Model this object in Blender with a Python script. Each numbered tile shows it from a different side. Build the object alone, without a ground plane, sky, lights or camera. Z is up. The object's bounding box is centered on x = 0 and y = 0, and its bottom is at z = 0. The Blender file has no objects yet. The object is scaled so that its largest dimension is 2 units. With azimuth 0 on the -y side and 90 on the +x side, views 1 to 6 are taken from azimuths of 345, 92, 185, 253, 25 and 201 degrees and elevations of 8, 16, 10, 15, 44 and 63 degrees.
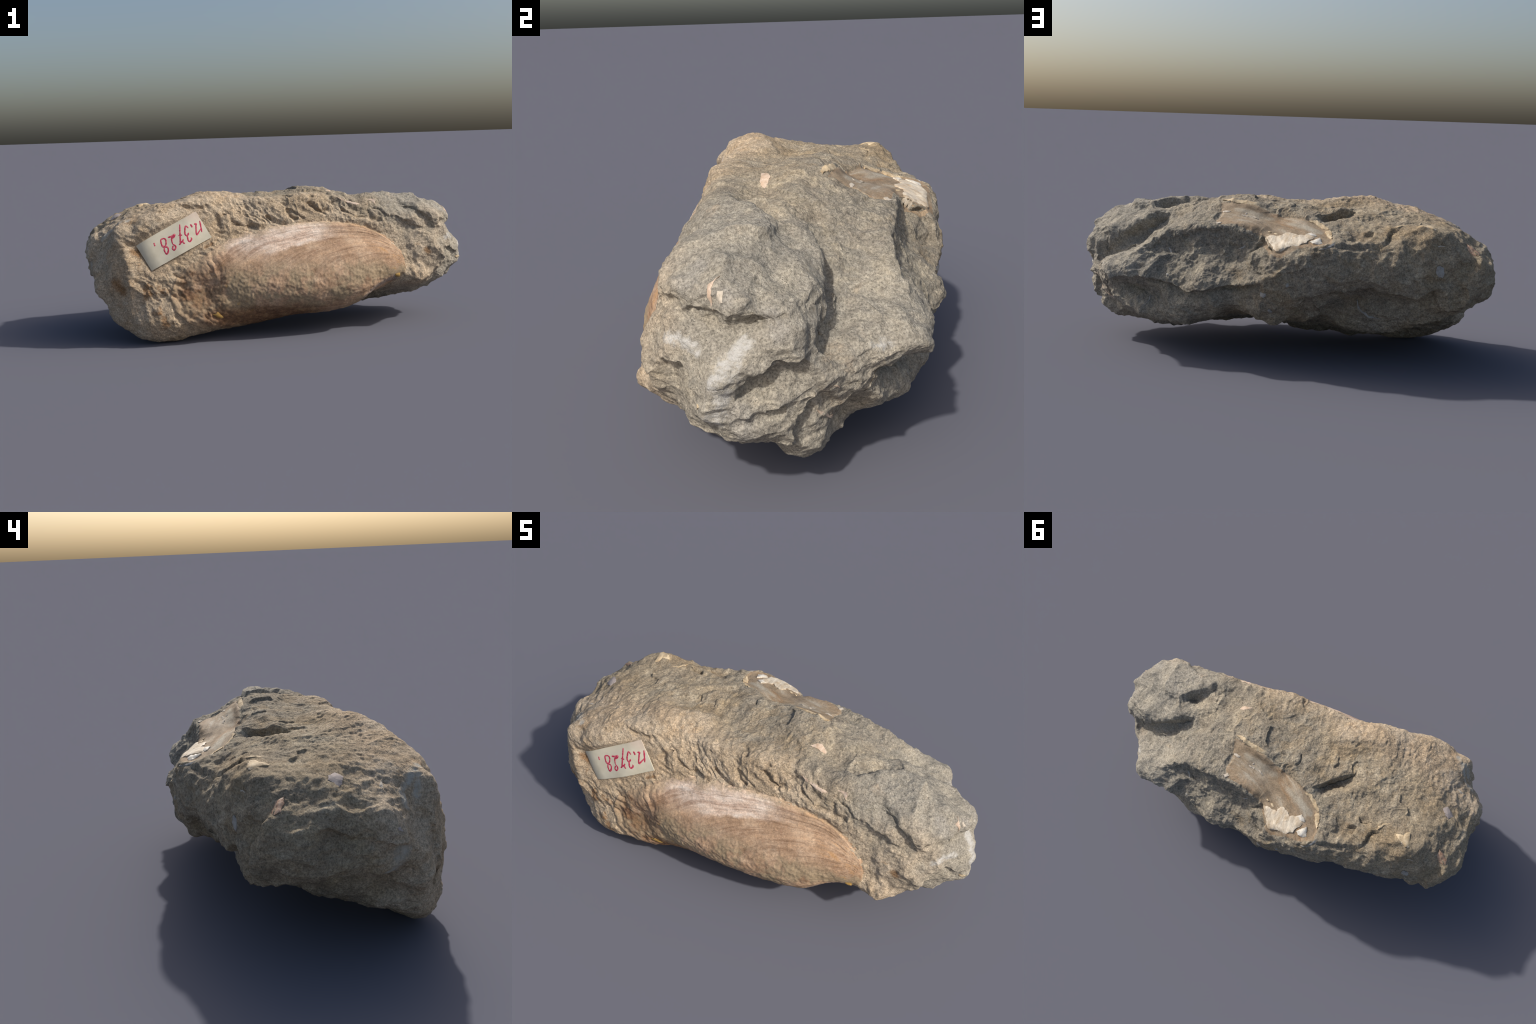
"""Fossil rock: a long block of grey-buff sandstone with a large mussel-like
fossil shell along one side, a brown shell imprint and white shell flakes on
top, and a small paper collection label written in red ink."""
import bpy, math
import numpy as np
from mathutils import Vector
from mathutils.bvhtree import BVHTree

rng = np.random.default_rng(3728)

# ------------------------------------------------------------------ body plan
# The block is a radial loft: the centre CENTRE, the long axis x shrunk by
# SQUASH so that it is nearly a ball, and rings of control radii from the right
# tip (+x) to the left tip (-x).  Each ring has 20 radii, starting at +y (the
# back) and turning over the top (+z), the shell side (-y) and the underside.
CENTRE = np.array([0.0, -0.01, 0.37])
SQUASH = 0.40
RINGS, SPOKES = 21, 20
CAGE = {}


def ring(n, *radii):
    CAGE[n] = np.array(radii)


TIP_RIGHT, TIP_LEFT = 0.374, 0.389
ring( 1, 0.364, 0.362, 0.362, 0.366, 0.374, 0.382, 0.387, 0.389, 0.389, 0.389, 0.387, 0.385, 0.382, 0.379, 0.374, 0.369, 0.365, 0.364, 0.364, 0.365)
ring( 2, 0.360, 0.350, 0.338, 0.345, 0.368, 0.387, 0.401, 0.406, 0.405, 0.410, 0.406, 0.402, 0.401, 0.397, 0.390, 0.382, 0.376, 0.369, 0.366, 0.364)
ring( 3, 0.376, 0.363, 0.334, 0.344, 0.369, 0.390, 0.410, 0.421, 0.416, 0.431, 0.438, 0.435, 0.427, 0.416, 0.407, 0.398, 0.391, 0.369, 0.368, 0.371)
ring( 4, 0.399, 0.368, 0.315, 0.315, 0.343, 0.378, 0.414, 0.450, 0.442, 0.443, 0.446, 0.451, 0.436, 0.425, 0.410, 0.414, 0.404, 0.354, 0.372, 0.368)
ring( 5, 0.418, 0.381, 0.323, 0.310, 0.322, 0.360, 0.410, 0.463, 0.474, 0.461, 0.459, 0.450, 0.446, 0.419, 0.394, 0.412, 0.375, 0.379, 0.387, 0.348)
ring( 6, 0.418, 0.389, 0.348, 0.320, 0.316, 0.350, 0.415, 0.451, 0.486, 0.461, 0.492, 0.474, 0.424, 0.376, 0.360, 0.387, 0.358, 0.365, 0.394, 0.365)
ring( 7, 0.393, 0.344, 0.366, 0.337, 0.324, 0.343, 0.353, 0.429, 0.434, 0.411, 0.435, 0.473, 0.378, 0.332, 0.311, 0.317, 0.318, 0.336, 0.414, 0.406)
ring( 8, 0.387, 0.353, 0.373, 0.346, 0.337, 0.347, 0.340, 0.418, 0.416, 0.384, 0.449, 0.454, 0.377, 0.311, 0.281, 0.275, 0.278, 0.293, 0.416, 0.442)
ring( 9, 0.421, 0.357, 0.374, 0.346, 0.351, 0.361, 0.361, 0.400, 0.383, 0.382, 0.442, 0.491, 0.432, 0.314, 0.267, 0.251, 0.248, 0.252, 0.331, 0.439)
ring(10, 0.414, 0.355, 0.384, 0.338, 0.346, 0.350, 0.343, 0.402, 0.364, 0.374, 0.430, 0.485, 0.444, 0.328, 0.270, 0.241, 0.233, 0.239, 0.298, 0.422)
ring(11, 0.461, 0.475, 0.378, 0.326, 0.330, 0.320, 0.326, 0.387, 0.363, 0.369, 0.421, 0.476, 0.438, 0.354, 0.289, 0.246, 0.231, 0.241, 0.319, 0.440)
ring(12, 0.474, 0.501, 0.397, 0.352, 0.332, 0.312, 0.335, 0.388, 0.352, 0.366, 0.412, 0.456, 0.442, 0.390, 0.330, 0.264, 0.241, 0.253, 0.326, 0.410)
ring(13, 0.446, 0.498, 0.401, 0.349, 0.334, 0.316, 0.378, 0.390, 0.350, 0.354, 0.407, 0.444, 0.458, 0.429, 0.357, 0.285, 0.259, 0.274, 0.325, 0.365)
ring(14, 0.458, 0.506, 0.439, 0.367, 0.343, 0.333, 0.406, 0.434, 0.367, 0.355, 0.403, 0.427, 0.509, 0.475, 0.372, 0.306, 0.282, 0.303, 0.394, 0.367)
ring(15, 0.494, 0.509, 0.506, 0.393, 0.362, 0.365, 0.396, 0.445, 0.447, 0.377, 0.398, 0.437, 0.525, 0.526, 0.376, 0.326, 0.308, 0.330, 0.409, 0.453)
ring(16, 0.512, 0.512, 0.484, 0.425, 0.385, 0.389, 0.400, 0.434, 0.466, 0.404, 0.424, 0.463, 0.492, 0.503, 0.403, 0.346, 0.332, 0.353, 0.391, 0.454)
ring(17, 0.487, 0.498, 0.460, 0.435, 0.409, 0.399, 0.399, 0.433, 0.459, 0.443, 0.450, 0.450, 0.460, 0.472, 0.419, 0.364, 0.356, 0.375, 0.398, 0.438)
ring(18, 0.462, 0.465, 0.454, 0.437, 0.411, 0.403, 0.404, 0.420, 0.427, 0.429, 0.433, 0.444, 0.441, 0.428, 0.418, 0.388, 0.380, 0.384, 0.396, 0.423)
ring(19, 0.425, 0.427, 0.423, 0.418, 0.406, 0.405, 0.408, 0.409, 0.408, 0.411, 0.416, 0.422, 0.419, 0.402, 0.384, 0.379, 0.377, 0.377, 0.388, 0.407)
ring(20, 0.399, 0.405, 0.406, 0.403, 0.403, 0.406, 0.411, 0.410, 0.406, 0.405, 0.405, 0.405, 0.398, 0.388, 0.377, 0.371, 0.367, 0.369, 0.378, 0.390)
ring(21, 0.388, 0.392, 0.396, 0.398, 0.400, 0.400, 0.400, 0.399, 0.397, 0.395, 0.392, 0.389, 0.386, 0.382, 0.379, 0.377, 0.376, 0.377, 0.380, 0.384)


def spline(f):
    return np.stack([-.5*f + f*f - .5*f**3, 1 - 2.5*f*f + 1.5*f**3,
                     .5*f + 2*f*f - 1.5*f**3, -.5*f*f + .5*f**3], -1)


def cage_radius(theta, phi):
    """Cubic interpolation of the control radii; rings mirror across the tips."""
    grid = np.zeros((RINGS + 4, SPOKES))
    for n in range(1, RINGS + 1):
        grid[n + 1] = CAGE[n]
    grid[1], grid[RINGS + 2] = TIP_RIGHT, TIP_LEFT
    grid[0] = np.roll(CAGE[1], SPOKES // 2)
    grid[RINGS + 3] = np.roll(CAGE[RINGS], SPOKES // 2)
    u = theta / math.pi * (RINGS + 1)
    i = np.clip(np.floor(u).astype(int), 0, RINGS)
    v = phi / (2 * math.pi) * SPOKES
    j = np.floor(v).astype(int)
    wi, wj = spline(u - i), spline(v - j)
    r = np.zeros(len(theta))
    for p in range(4):
        for q in range(4):
            r += wi[:, p] * wj[:, q] * grid[i + p, (j - 1 + q) % SPOKES]
    return r


# ---------------------------------------------------------------- noise tools
PERM = rng.permutation(4096)
DIRS = rng.normal(size=(4096, 3))
DIRS = (DIRS / np.linalg.norm(DIRS, axis=1)[:, None]).astype(np.float32)


def noise(P, scale, seed=0):
    """Gradient noise, about -1..1, with features of size 1/scale."""
    q = P * scale + seed * 17.31
    c = np.floor(q).astype(np.int32)
    f = (q - c).astype(np.float32)
    c &= 4095
    w = f * f * f * (f * (f * 6 - 15) + 10)
    out = np.zeros(len(P), np.float32)
    for dx in (0, 1):
        hx = PERM[(c[:, 0] + dx + seed * 37) & 4095]
        wx = w[:, 0] if dx else 1 - w[:, 0]
        for dy in (0, 1):
            hy = PERM[(hx + c[:, 1] + dy) & 4095]
            wxy = wx * (w[:, 1] if dy else 1 - w[:, 1])
            for dz in (0, 1):
                g = DIRS[PERM[(hy + c[:, 2] + dz) & 4095]]
                out += wxy * (w[:, 2] if dz else 1 - w[:, 2]) * (g[:, 0] * (f[:, 0] - dx) + g[:, 1] * (f[:, 1] - dy) + g[:, 2] * (f[:, 2] - dz))
    return out.astype(np.float64) * 1.6


def scoops(P, scale, seed=0, tilt=.8):
    """Conchoidal breakage: tilted bowls that meet in sharp ridges."""
    q = (P * scale + seed * 5.7).astype(np.float32)
    c = np.floor(q).astype(np.int32)
    f = q - c
    best = np.full(len(P), 9.0, np.float32)
    near = np.sum((f - .5)**2, 1)
    for dx in (-1, 0, 1):
        for dy in (-1, 0, 1):
            for dz in (-1, 0, 1):
                h = PERM[(PERM[(PERM[(c[:, 0] + dx + seed * 37) & 4095] + c[:, 1] + dy) & 4095] + c[:, 2] + dz) & 4095]
                d = f - (np.array([dx, dy, dz], np.float32) + .5 + .45 * DIRS[h])
                v = np.einsum("ij,ij->i", d, d) + tilt * np.einsum("ij,ij->i", d, DIRS[(h * 7 + 11) & 4095])
                best = np.minimum(best, v)
    return best.astype(np.float64)


def smooth(a, b, x):
    t = np.clip((x - a) / (b - a), 0, 1)
    return t * t * (3 - 2 * t)


# ------------------------------------------------------------- dense ball mesh
def ball_grid(nx, ny, nz):
    """A cube wrapped on the unit ball: shared vertices, quads only."""
    index, verts, quads = {}, [], []
    dims = (nx, ny, nz)
    total = np.full((nx + 1, ny + 1, nz + 1), -1, dtype=np.int64)
    on = np.zeros(total.shape, bool)
    on[0], on[-1] = True, True
    on[:, 0], on[:, -1] = True, True
    on[:, :, 0], on[:, :, -1] = True, True
    ids = np.argwhere(on)
    total[on] = np.arange(len(ids))
    # equal angles along each edge, so the quads stay even on the ball
    u = [np.tan((ids[:, a] / dims[a] * 2 - 1) * math.pi / 4) for a in range(3)]
    d = np.stack(u, 1)
    d /= np.linalg.norm(d, axis=1)[:, None]

    def side(grid, flip):
        a, b, c, e = grid[:-1, :-1], grid[1:, :-1], grid[1:, 1:], grid[:-1, 1:]
        q = np.stack([a, b, c, e], -1).reshape(-1, 4)
        return q[:, ::-1] if flip else q

    quads = np.vstack([side(total[0], True), side(total[-1], False),
                       side(total[:, 0], False), side(total[:, -1], True),
                       side(total[:, :, 0], True), side(total[:, :, -1], False)])
    return d, quads


def normals(P, Q):
    n = np.cross(P[Q[:, 2]] - P[Q[:, 0]], P[Q[:, 3]] - P[Q[:, 1]])
    N = np.zeros_like(P)
    for k in range(4):
        for a in range(3):
            N[:, a] += np.bincount(Q[:, k], n[:, a], len(P))
    return N / np.maximum(np.linalg.norm(N, axis=1), 1e-12)[:, None]


d, QUADS = ball_grid(530, 246, 246)
theta = np.arccos(np.clip(d[:, 0], -1, 1))
phi = np.arctan2(d[:, 2], d[:, 1]) % (2 * math.pi)
P = CENTRE + d * np.array([1 / SQUASH, 1, 1]) * cage_radius(theta, phi)[:, None]
BASE = P.copy()

# ------------------------------------------------------------- sculpting tools
def near_line(P, line):
    """For every point: nearest point on a polyline, its tangent, its share of
    the length and the distance."""
    line = np.array(line, float)
    seg = line[1:] - line[:-1]
    length = np.linalg.norm(seg, axis=1)
    start = np.concatenate([[0], np.cumsum(length)])
    best = np.full(len(P), 1e9)
    C, T, S = np.zeros_like(P), np.zeros_like(P), np.zeros(len(P))
    tang = seg / length[:, None]
    for k in range(len(seg)):
        t = np.clip(((P - line[k]) @ tang[k]) / length[k], 0, 1)
        c = line[k] + t[:, None] * seg[k]
        dist = np.linalg.norm(P - c, axis=1)
        near = dist < best
        best = np.where(near, dist, best)
        # tangents blend towards the next piece so that the line has no kinks
        a = tang[max(k - 1, 0)] + tang[k]
        b = tang[k] + tang[min(k + 1, len(seg) - 1)]
        tt = (1 - t)[:, None] * a + t[:, None] * b
        C[near], T[near], S[near] = c[near], tt[near], ((start[k] + t * length[k]) / start[-1])[near]
    return C, T / np.maximum(np.linalg.norm(T, axis=1), 1e-9)[:, None], S, best


def around(line, reach):
    line = np.array(line)
    lo, hi = line.min(0) - reach, line.max(0) + reach
    return np.where(((P > lo) & (P < hi)).all(1))[0]


def cross_offset(q, line, low, wobble):
    C, T, S, dist = near_line(q, line)
    low = np.array(low, float)
    side = low - (T @ low)[:, None] * T
    side /= np.maximum(np.linalg.norm(side, axis=1), 1e-9)[:, None]
    b = ((q - C) * side).sum(1)
    b = b + wobble * noise(q, 22, 5) + .5 * wobble * noise(q, 60, 6)
    return b, S, dist


def ledge(line, low, push, drop, sharp=.008, run=.10, lip=0.0, wobble=.006, ends=.12, rise=.5):
    """A broken step along `line`: on the side `low` the surface is moved by
    `drop` along `push`, steeply at the line and fading out over `run`; the share
    `rise` of the step is built up on the other side instead."""
    global P
    k = around(line, run * 1.4)
    b, S, dist = cross_offset(P[k], line, low, wobble)
    push = np.array(push, float) / np.linalg.norm(push)
    cap = smooth(0, ends, S) * smooth(0, ends, 1 - S) * (1 - smooth(.75 * run, 1.25 * run, dist)) if ends else (1 - smooth(.75 * run, 1.25 * run, dist))
    f = smooth(-sharp * .3, sharp, b) * (1 - smooth(.25 * run, run, b))
    f -= rise * (1 - smooth(.25 * run, run, np.abs(b)))
    up = np.exp(-(np.minimum(b, 0) / (.35 * run))**2) * smooth(sharp, -sharp * .3, b)
    P[k] += push * (drop * f - .3 * lip * up)[:, None] * cap[:, None]


def ridge(line, push, height, width, wobble=.006, power=1.4, ends=.15):
    """A crest (or, with negative height, a groove) along `line`."""
    global P
    k = around(line, width * 1.2)
    C, T, S, dist = near_line(P[k], line)
    dist = dist + wobble * noise(P[k], 24, 8)
    push = np.array(push, float) / np.linalg.norm(push)
    f = np.clip(1 - np.abs(dist) / width, 0, 1)**power * smooth(0, ends, S) * smooth(0, ends, 1 - S)
    P[k] += push * (height * f)[:, None]


def lump(centre, push, height, size):
    """A rounded bump (or hollow) of the given half sizes."""
    global P
    q = (P - np.array(centre)) / np.array(size)
    f = np.exp(-(q * q).sum(1) * 1.5)
    push = np.array(push, float) / np.linalg.norm(push)
    P += push * (height * f)[:, None]


def inside(x, y, outline):
    """Signed distance to a flat outline, positive inside."""
    o = np.array(outline, float)
    best, odd = np.full(len(x), 1e9), np.zeros(len(x), bool)
    for a, b in zip(o, np.roll(o, -1, 0)):
        e = b - a
        t = np.clip(((x - a[0]) * e[0] + (y - a[1]) * e[1]) / (e @ e), 0, 1)
        best = np.minimum(best, np.hypot(x - a[0] - t * e[0], y - a[1] - t * e[1]))
        if e[1]:
            odd ^= ((a[1] <= y) != (b[1] <= y)) & (x < a[0] + (y - a[1]) / e[1] * e[0])
    return np.where(odd, best, -best)


# ------------------------------------------------------------- named regions
# The big shell lies in the side that faces -y; its outline in (x, z), running
# from the umbo (beak, right) along the upper edge to the left end and back.
SHELL_EDGE = [(.600, .300), (.595, .350), (.570, .415), (.480, .485), (.393, .527), (.266, .553), (.117, .560),
              (-.024, .552), (-.132, .536), (-.204, .520), (-.294, .503), (-.358, .478), (-.433, .436), (-.526, .383),
              (-.600, .321), (-.632, .247), (-.612, .170), (-.546, .108), (-.470, .070), (-.30, .035), (0, .03), (.25, .06), (.45, .16), (.545, .245)]
UMBO = np.array([.590, .312])
# The brown shell strip lies on top; its outline in (x, y).
STRIP_EDGE = [(.285, .085), (.194, .105), (.098, .127), (-.012, .160), (-.087, .192), (-.144, .222), (-.205, .258),
              (-.242, .305), (-.254, .363), (-.250, .43), (-.19, .45), (-.005, .440), (.045, .345), (.060, .322), (.162, .292), (.262, .266), (.284, .226),
              (.266, .170)]
LABEL = [np.array(c) for c in ((-.771, -.296, .493), (-.467, -.264, .639), (-.399, -.306, .512), (-.705, -.334, .370))]


def label_point(u, v, lift=0.0):
    """Point of the paper at u (left to right) and v (upper to lower edge)."""
    a, b, c, e = LABEL
    u, v = np.asarray(u, float), np.asarray(v, float)
    w = ((1 - u) * (1 - v))[..., None] * a + (u * (1 - v))[..., None] * b + (u * v)[..., None] * c + ((1 - u) * v)[..., None] * e
    n = np.cross(b - a, e - a)
    n = n / np.linalg.norm(n)
    if n[1] > 0:
        n = -n
    # the left end bends back over the rock, the middle bulges a little
    bow = .010 * np.sin(math.pi * np.clip(u, 0, 1)) - .012 * np.clip(1 - u / .17, 0, 1)**2 + .003 * np.sin(u * 9 + v * 3)
    return w + n * (bow + lift)[..., None] if np.ndim(bow) else w + n * (bow + lift)


def shell_mask(P, N):
    d = inside(P[:, 0], P[:, 2], SHELL_EDGE)
    return np.where((P[:, 1] < -.2) & (N[:, 1] < .15), d, -1.0)


def strip_mask(P, N):
    d = inside(P[:, 0], P[:, 1], STRIP_EDGE)
    return np.where((P[:, 2] > .5) & (N[:, 2] > .3), d, -1.0)


# --------------------------------------------------------------- coarse relief
N = normals(P, QUADS)
sh = smooth(-.01, .05, shell_mask(P, N))
st = smooth(-.01, .03, strip_mask(P, N))
plain = (1 - .85 * sh) * (1 - .9 * st)
# broken sandstone: conchoidal chips of two sizes and a few blunt swells; the top
# and the weathered shell side broke more evenly than the ends, back and underside
a = noise(P, 5.5, 1)
bent = P * np.array([1, .8, 1.15]) + .03 * np.stack([noise(P, 7, 2), noise(P, 7, 3), noise(P, 7, 4)], 1)
big, small = scoops(bent, 6.5, 11), scoops(bent, 13, 12)
side_calm = 1 - .75 * smooth(-.15, -.28, P[:, 1]) * (1 - smooth(.45, .65, P[:, 0]))
fresh = .45 + .55 * np.maximum.reduce([smooth(.45, .75, P[:, 0]), smooth(.15, .55, N[:, 1]), smooth(.1, .6, -N[:, 2]) * smooth(-.25, -.1, P[:, 1]), 1.25 * smooth(.35, .7, -N[:, 0])])
swell = noise(P * np.array([1, .8, 1]), 3.2, 5)
relief = (.005 * a + .004 * swell + side_calm * fresh * (.028 * (big - big.mean()) + (.013 + .006 * smooth(.45, .65, P[:, 0])) * (small - small.mean()))) * plain
P += N * relief[:, None]

# the steps, walls, rims and hollows of this particular block
BACK, DOWN, LEFT, RIGHT, FRONT, UP = (0, 1, 0), (0, 0, -1), (-1, 0, 0), (1, 0, 0), (0, -1, 0), (0, 0, 1)
# knob at the right end: a wall all round its back, undercut where sun leaves it dark
ledge([(.497, -.205, .672), (.530, -.144, .672), (.575, -.112, .668), (.620, -.082, .660), (.665, -.045, .640)],
      (-.5, .8, 0), (-.2, .35, -1), .034, sharp=.014, run=.10, rise=.25, wobble=.010)
ledge([(.540, .005, .622), (.616, .022, .600), (.700, .035, .555), (.790, .045, .490), (.850, .040, .450), (.912, .02, .417)],
      (.2, 1, -.3), (0, -.35, -1), .050, sharp=.012, run=.11, lip=.01, rise=.3)
# slot in the top
ledge([(-.150, .205, .652), (-.213, .160, .650), (-.279, .110, .662), (-.333, .067, .67), (-.350, .035, .672)],
      (-.6, .8, 0), (.15, -.25, -1), .048, sharp=.010, run=.075, ends=.34, rise=.12)
# quarried recess in the back and the step that ends it
ledge([(.640, .250, .480), (.563, .237, .515), (.5, .237, .546), (.466, .250, .552), (.387, .258, .578), (.307, .272, .590), (.24, .282, .588),
       (.194, .292, .588), (.129, .305, .588), (.077, .318, .582), (.045, .333, .576)],
      BACK, (0, -.8, -.6), .024, sharp=.014, run=.08, lip=.006)
ledge([(.052, .325, .576), (.025, .388, .557), (-.002, .440, .538), (.034, .452, .437), (.04, .45, .40)],
      RIGHT, (-.45, -.75, -.35), .030, sharp=.012, run=.12, ends=.08, rise=.12)
ledge([(.859, .193, .348), (.821, .229, .321), (.719, .246, .351), (.613, .281, .373), (.56, .305, .371), (.507, .327, .356), (.458, .338, .352),
       (.415, .362, .328), (.37, .381, .321), (.333, .383, .342), (.299, .394, .341), (.213, .42, .365), (.13, .438, .368), (.068, .44, .381), (.03, .444, .40)],
      DOWN, (0, -1, .2), .034, sharp=.016, run=.16, lip=.014)
# upper and lower edges of the back wall
ridge([(.001, .430, .544), (-.105, .440, .548), (-.198, .457, .536), (-.28, .448, .540), (-.404, .415, .545), (-.5, .385, .552), (-.562, .370, .575),
       (-.653, .365, .590), (-.773, .330, .580), (-.847, .340, .523)], (-.05, 1, .55), .009, .06)
ledge([(-.065, .398, .222), (-.142, .439, .329), (-.205, .432, .348), (-.262, .412, .36), (-.321, .4, .356), (-.412, .422, .387), (-.476, .419, .36),
       (-.539, .418, .359), (-.624, .397, .338), (-.683, .412, .378), (-.744, .406, .406)], DOWN, (0, -1, .3), .046, sharp=.014, run=.13, rise=.15)
ledge([(-.480, .30, .160), (-.529, .276, .171), (-.599, .249, .195), (-.707, .222, .245), (-.772, .211, .273), (-.866, .103, .266)], (.1, -.3, -1), (.4, -.8, .4), .034, sharp=.02, run=.10, lip=.008)
# left end
ridge([(-.883, .323, .513), (-.874, .268, .532), (-.924, .18, .543), (-.949, .126, .536), (-.949, .062, .509), (-.956, -.001, .51), (-.975, -.077, .485)], (-.8, 0, .6), .012, .05)
ledge([(-.837, .271, .556), (-.88, .321, .516), (-.874, .355, .481), (-.85, .378, .438), (-.832, .387, .412), (-.831, .371, .366), (-.79, .35, .30)], (.7, .7, 0), (.3, -1, 0), .030, sharp=.014, run=.09, lip=.008)
ledge([(-.569, .281, .207), (-.68, .232, .237), (-.866, .185, .307), (-.957, .089, .328), (-.948, -.022, .31), (-.93, -.105, .299)], DOWN, (1, -.3, .3), .036, sharp=.018, run=.11, lip=.008)
ridge([(-.948, -.022, .31), (-.960, -.061, .359), (-.972, -.085, .399), (-.970, -.098, .479), (-.927, -.122, .511)], (-1, -.3, 0), .012, .05)
ridge([(-.86, -.20, .57), (-.84, -.255, .50), (-.80, -.29, .42), (-.79, -.30, .34), (-.79, -.28, .22)], (-.7, -.8, 0), .022, .05)
lump((-.785, -.275, .575), (.3, 1, -.6), .025, (.03, .03, .035))
lump((-.860, -.235, .575), (-.4, -.6, .6), .014, (.04, .04, .04))
# right end: brow, rims and hollows under it
ledge([(.760, -.345, .525), (.862, -.298, .54), (.903, -.267, .530), (.913, -.251, .537), (.926, -.216, .531), (.935, -.189, .520), (.950, -.154, .526), (.955, -.121, .524), (.955, -.091, .520), (.962, -.078, .500), (.970, -.08, .475)],
      DOWN, (-1, .25, 0), .017, sharp=.020, run=.075, lip=.004, wobble=.020)
ledge([(.921, .016, .412), (.957, -.025, .412), (.97, -.055, .418), (.98, -.097, .398), (.984, -.122, .385), (.985, -.146, .362), (.985, -.165, .335)],
      (.1, .5, -1), (-1, -.3, .1), .032, sharp=.018, run=.10, lip=.008, wobble=.010)
ridge([(.985, -.17, .42), (.992, -.193, .383), (.985, -.207, .345), (.980, -.213, .315), (.965, -.210, .27)], (1, -.4, 0), .010, .05)
ledge([(.850, -.345, .385), (.871, -.318, .398), (.902, -.279, .392), (.924, -.253, .365), (.960, -.221, .345)], DOWN, (-.8, .6, .2), .022, sharp=.014, run=.06, lip=.004, wobble=.010)
ledge([(.942, -.045, .309), (.962, -.101, .299), (.978, -.135, .291), (.984, -.160, .300)], DOWN, (-1, .1, .2), .018, sharp=.014, run=.05, lip=.003, wobble=.010)
ledge([(.895, .035, .329), (.907, .002, .291), (.92, -.018, .263), (.924, -.028, .223), (.90, -.03, .17)], (.1, 1, 0), (-1, -.4, .1), .022, sharp=.014, run=.10, lip=.008)
lump((.965, -.105, .490), (-1, .2, .2), .030, (.035, .035, .028))
lump((.945, -.20, .47), (-1, .3, 0), .012, (.05, .06, .04))
# side of the knob above the shell tip
ledge([(.610, -.262, .640), (.685, -.285, .612), (.743, -.310, .580), (.785, -.330, .540), (.80, -.335, .48)], (-.6, -.3, -.8), (-.1, .9, .3), .022, sharp=.022, run=.07, lip=.004, wobble=.010)
ledge([(.436, -.275, .650), (.49, -.300, .608), (.555, -.315, .580), (.619, -.333, .552), (.678, -.347, .530), (.721, -.355, .50)], (-.3, 0, -1), (0, 1, .4), .016, sharp=.022, run=.07, lip=.003, wobble=.012)
# crest of the top over the shell side
ledge([(-.760, -.262, .600), (-.719, -.262, .625), (-.596, -.238, .672), (-.503, -.244, .684), (-.418, -.245, .684), (-.318, -.222, .690), (-.206, -.225, .688), (-.109, -.238, .686),
       (-.018, -.244, .682), (.108, -.255, .684), (.218, -.258, .678), (.283, -.255, .674), (.40, -.262, .664)], (0, -1, -.3), (0, 1, -.15), .010, sharp=.035, run=.09, lip=.003, wobble=.016)
# trough between the wall and the upper shell edge
ridge([(.50, -.37, .475), (.48, -.372, .488), (.393, -.35, .530), (.266, -.333, .558), (.117, -.325, .566), (-.024, -.326, .560), (-.132, -.316, .543), (-.204, -.313, .526), (-.28, -.307, .51)],
      (0, 1, -.1), .014, .035, wobble=.008)
lump((-.258, -.283, .562), (0, 1, 0), .028, (.022, .03, .014))
lump((-.192, -.296, .548), (0, 1, 0), .032, (.030, .03, .020))
# skin of the strip lies a little below the rock round its upper rim
ledge([(.285, .076, .687), (.194, .100, .69), (.098, .122, .685), (-.012, .156, .68), (-.087, .188, .673), (-.144, .218, .652), (-.205, .254, .617), (-.245, .30, .596), (-.258, .363, .581), (-.255, .423, .562)],
      (.4, 1, 0), DOWN, .007, sharp=.008, run=.10, wobble=.002)
# thin broken skins and cracks of the top
ledge([(-.058, .057, .69), (-.067, .099, .688), (-.053, .129, .685)], LEFT, DOWN, .008, sharp=.005, run=.05)
ledge([(-.239, .001, .676), (-.247, .04, .677), (-.23, .073, .679)], LEFT, DOWN, .008, sharp=.005, run=.05)
ledge([(.123, -.036, .718), (.136, .016, .718), (.127, .060, .705), (.10, .085, .70)], LEFT, DOWN, .011, sharp=.008, run=.07)
ledge([(-.429, .25, .614), (-.447, .3, .61), (-.473, .319, .605), (-.489, .353, .582), (-.484, .376, .563), (-.413, .400, .559), (-.332, .415, .565), (-.26, .43, .56)], (-.5, .8, 0), DOWN, .018, sharp=.005, run=.06, ends=.06, wobble=.004)
ledge([(-.311, .283, .598), (-.335, .319, .591), (-.333, .347, .583), (-.314, .361, .583)], LEFT, DOWN, .007, sharp=.005, run=.05)
ledge([(-.331, -.012, .675), (-.316, .027, .671), (-.331, .073, .669)], LEFT, DOWN, .009, sharp=.006, run=.06)
ledge([(-.584, .076, .654), (-.594, .125, .643), (-.631, .136, .642), (-.646, .165, .636), (-.629, .182, .631)], LEFT, DOWN, .009, sharp=.006, run=.06)
ridge([(.27, -.186, .70), (.235, -.190, .70), (.185, -.196, .704)], UP, -.012, .009, wobble=.001, power=1)
# low tip on which the block stands
lump((-.605, -.27, .01), (.05, .05, -1), .014, (.12, .10, .05))
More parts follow.
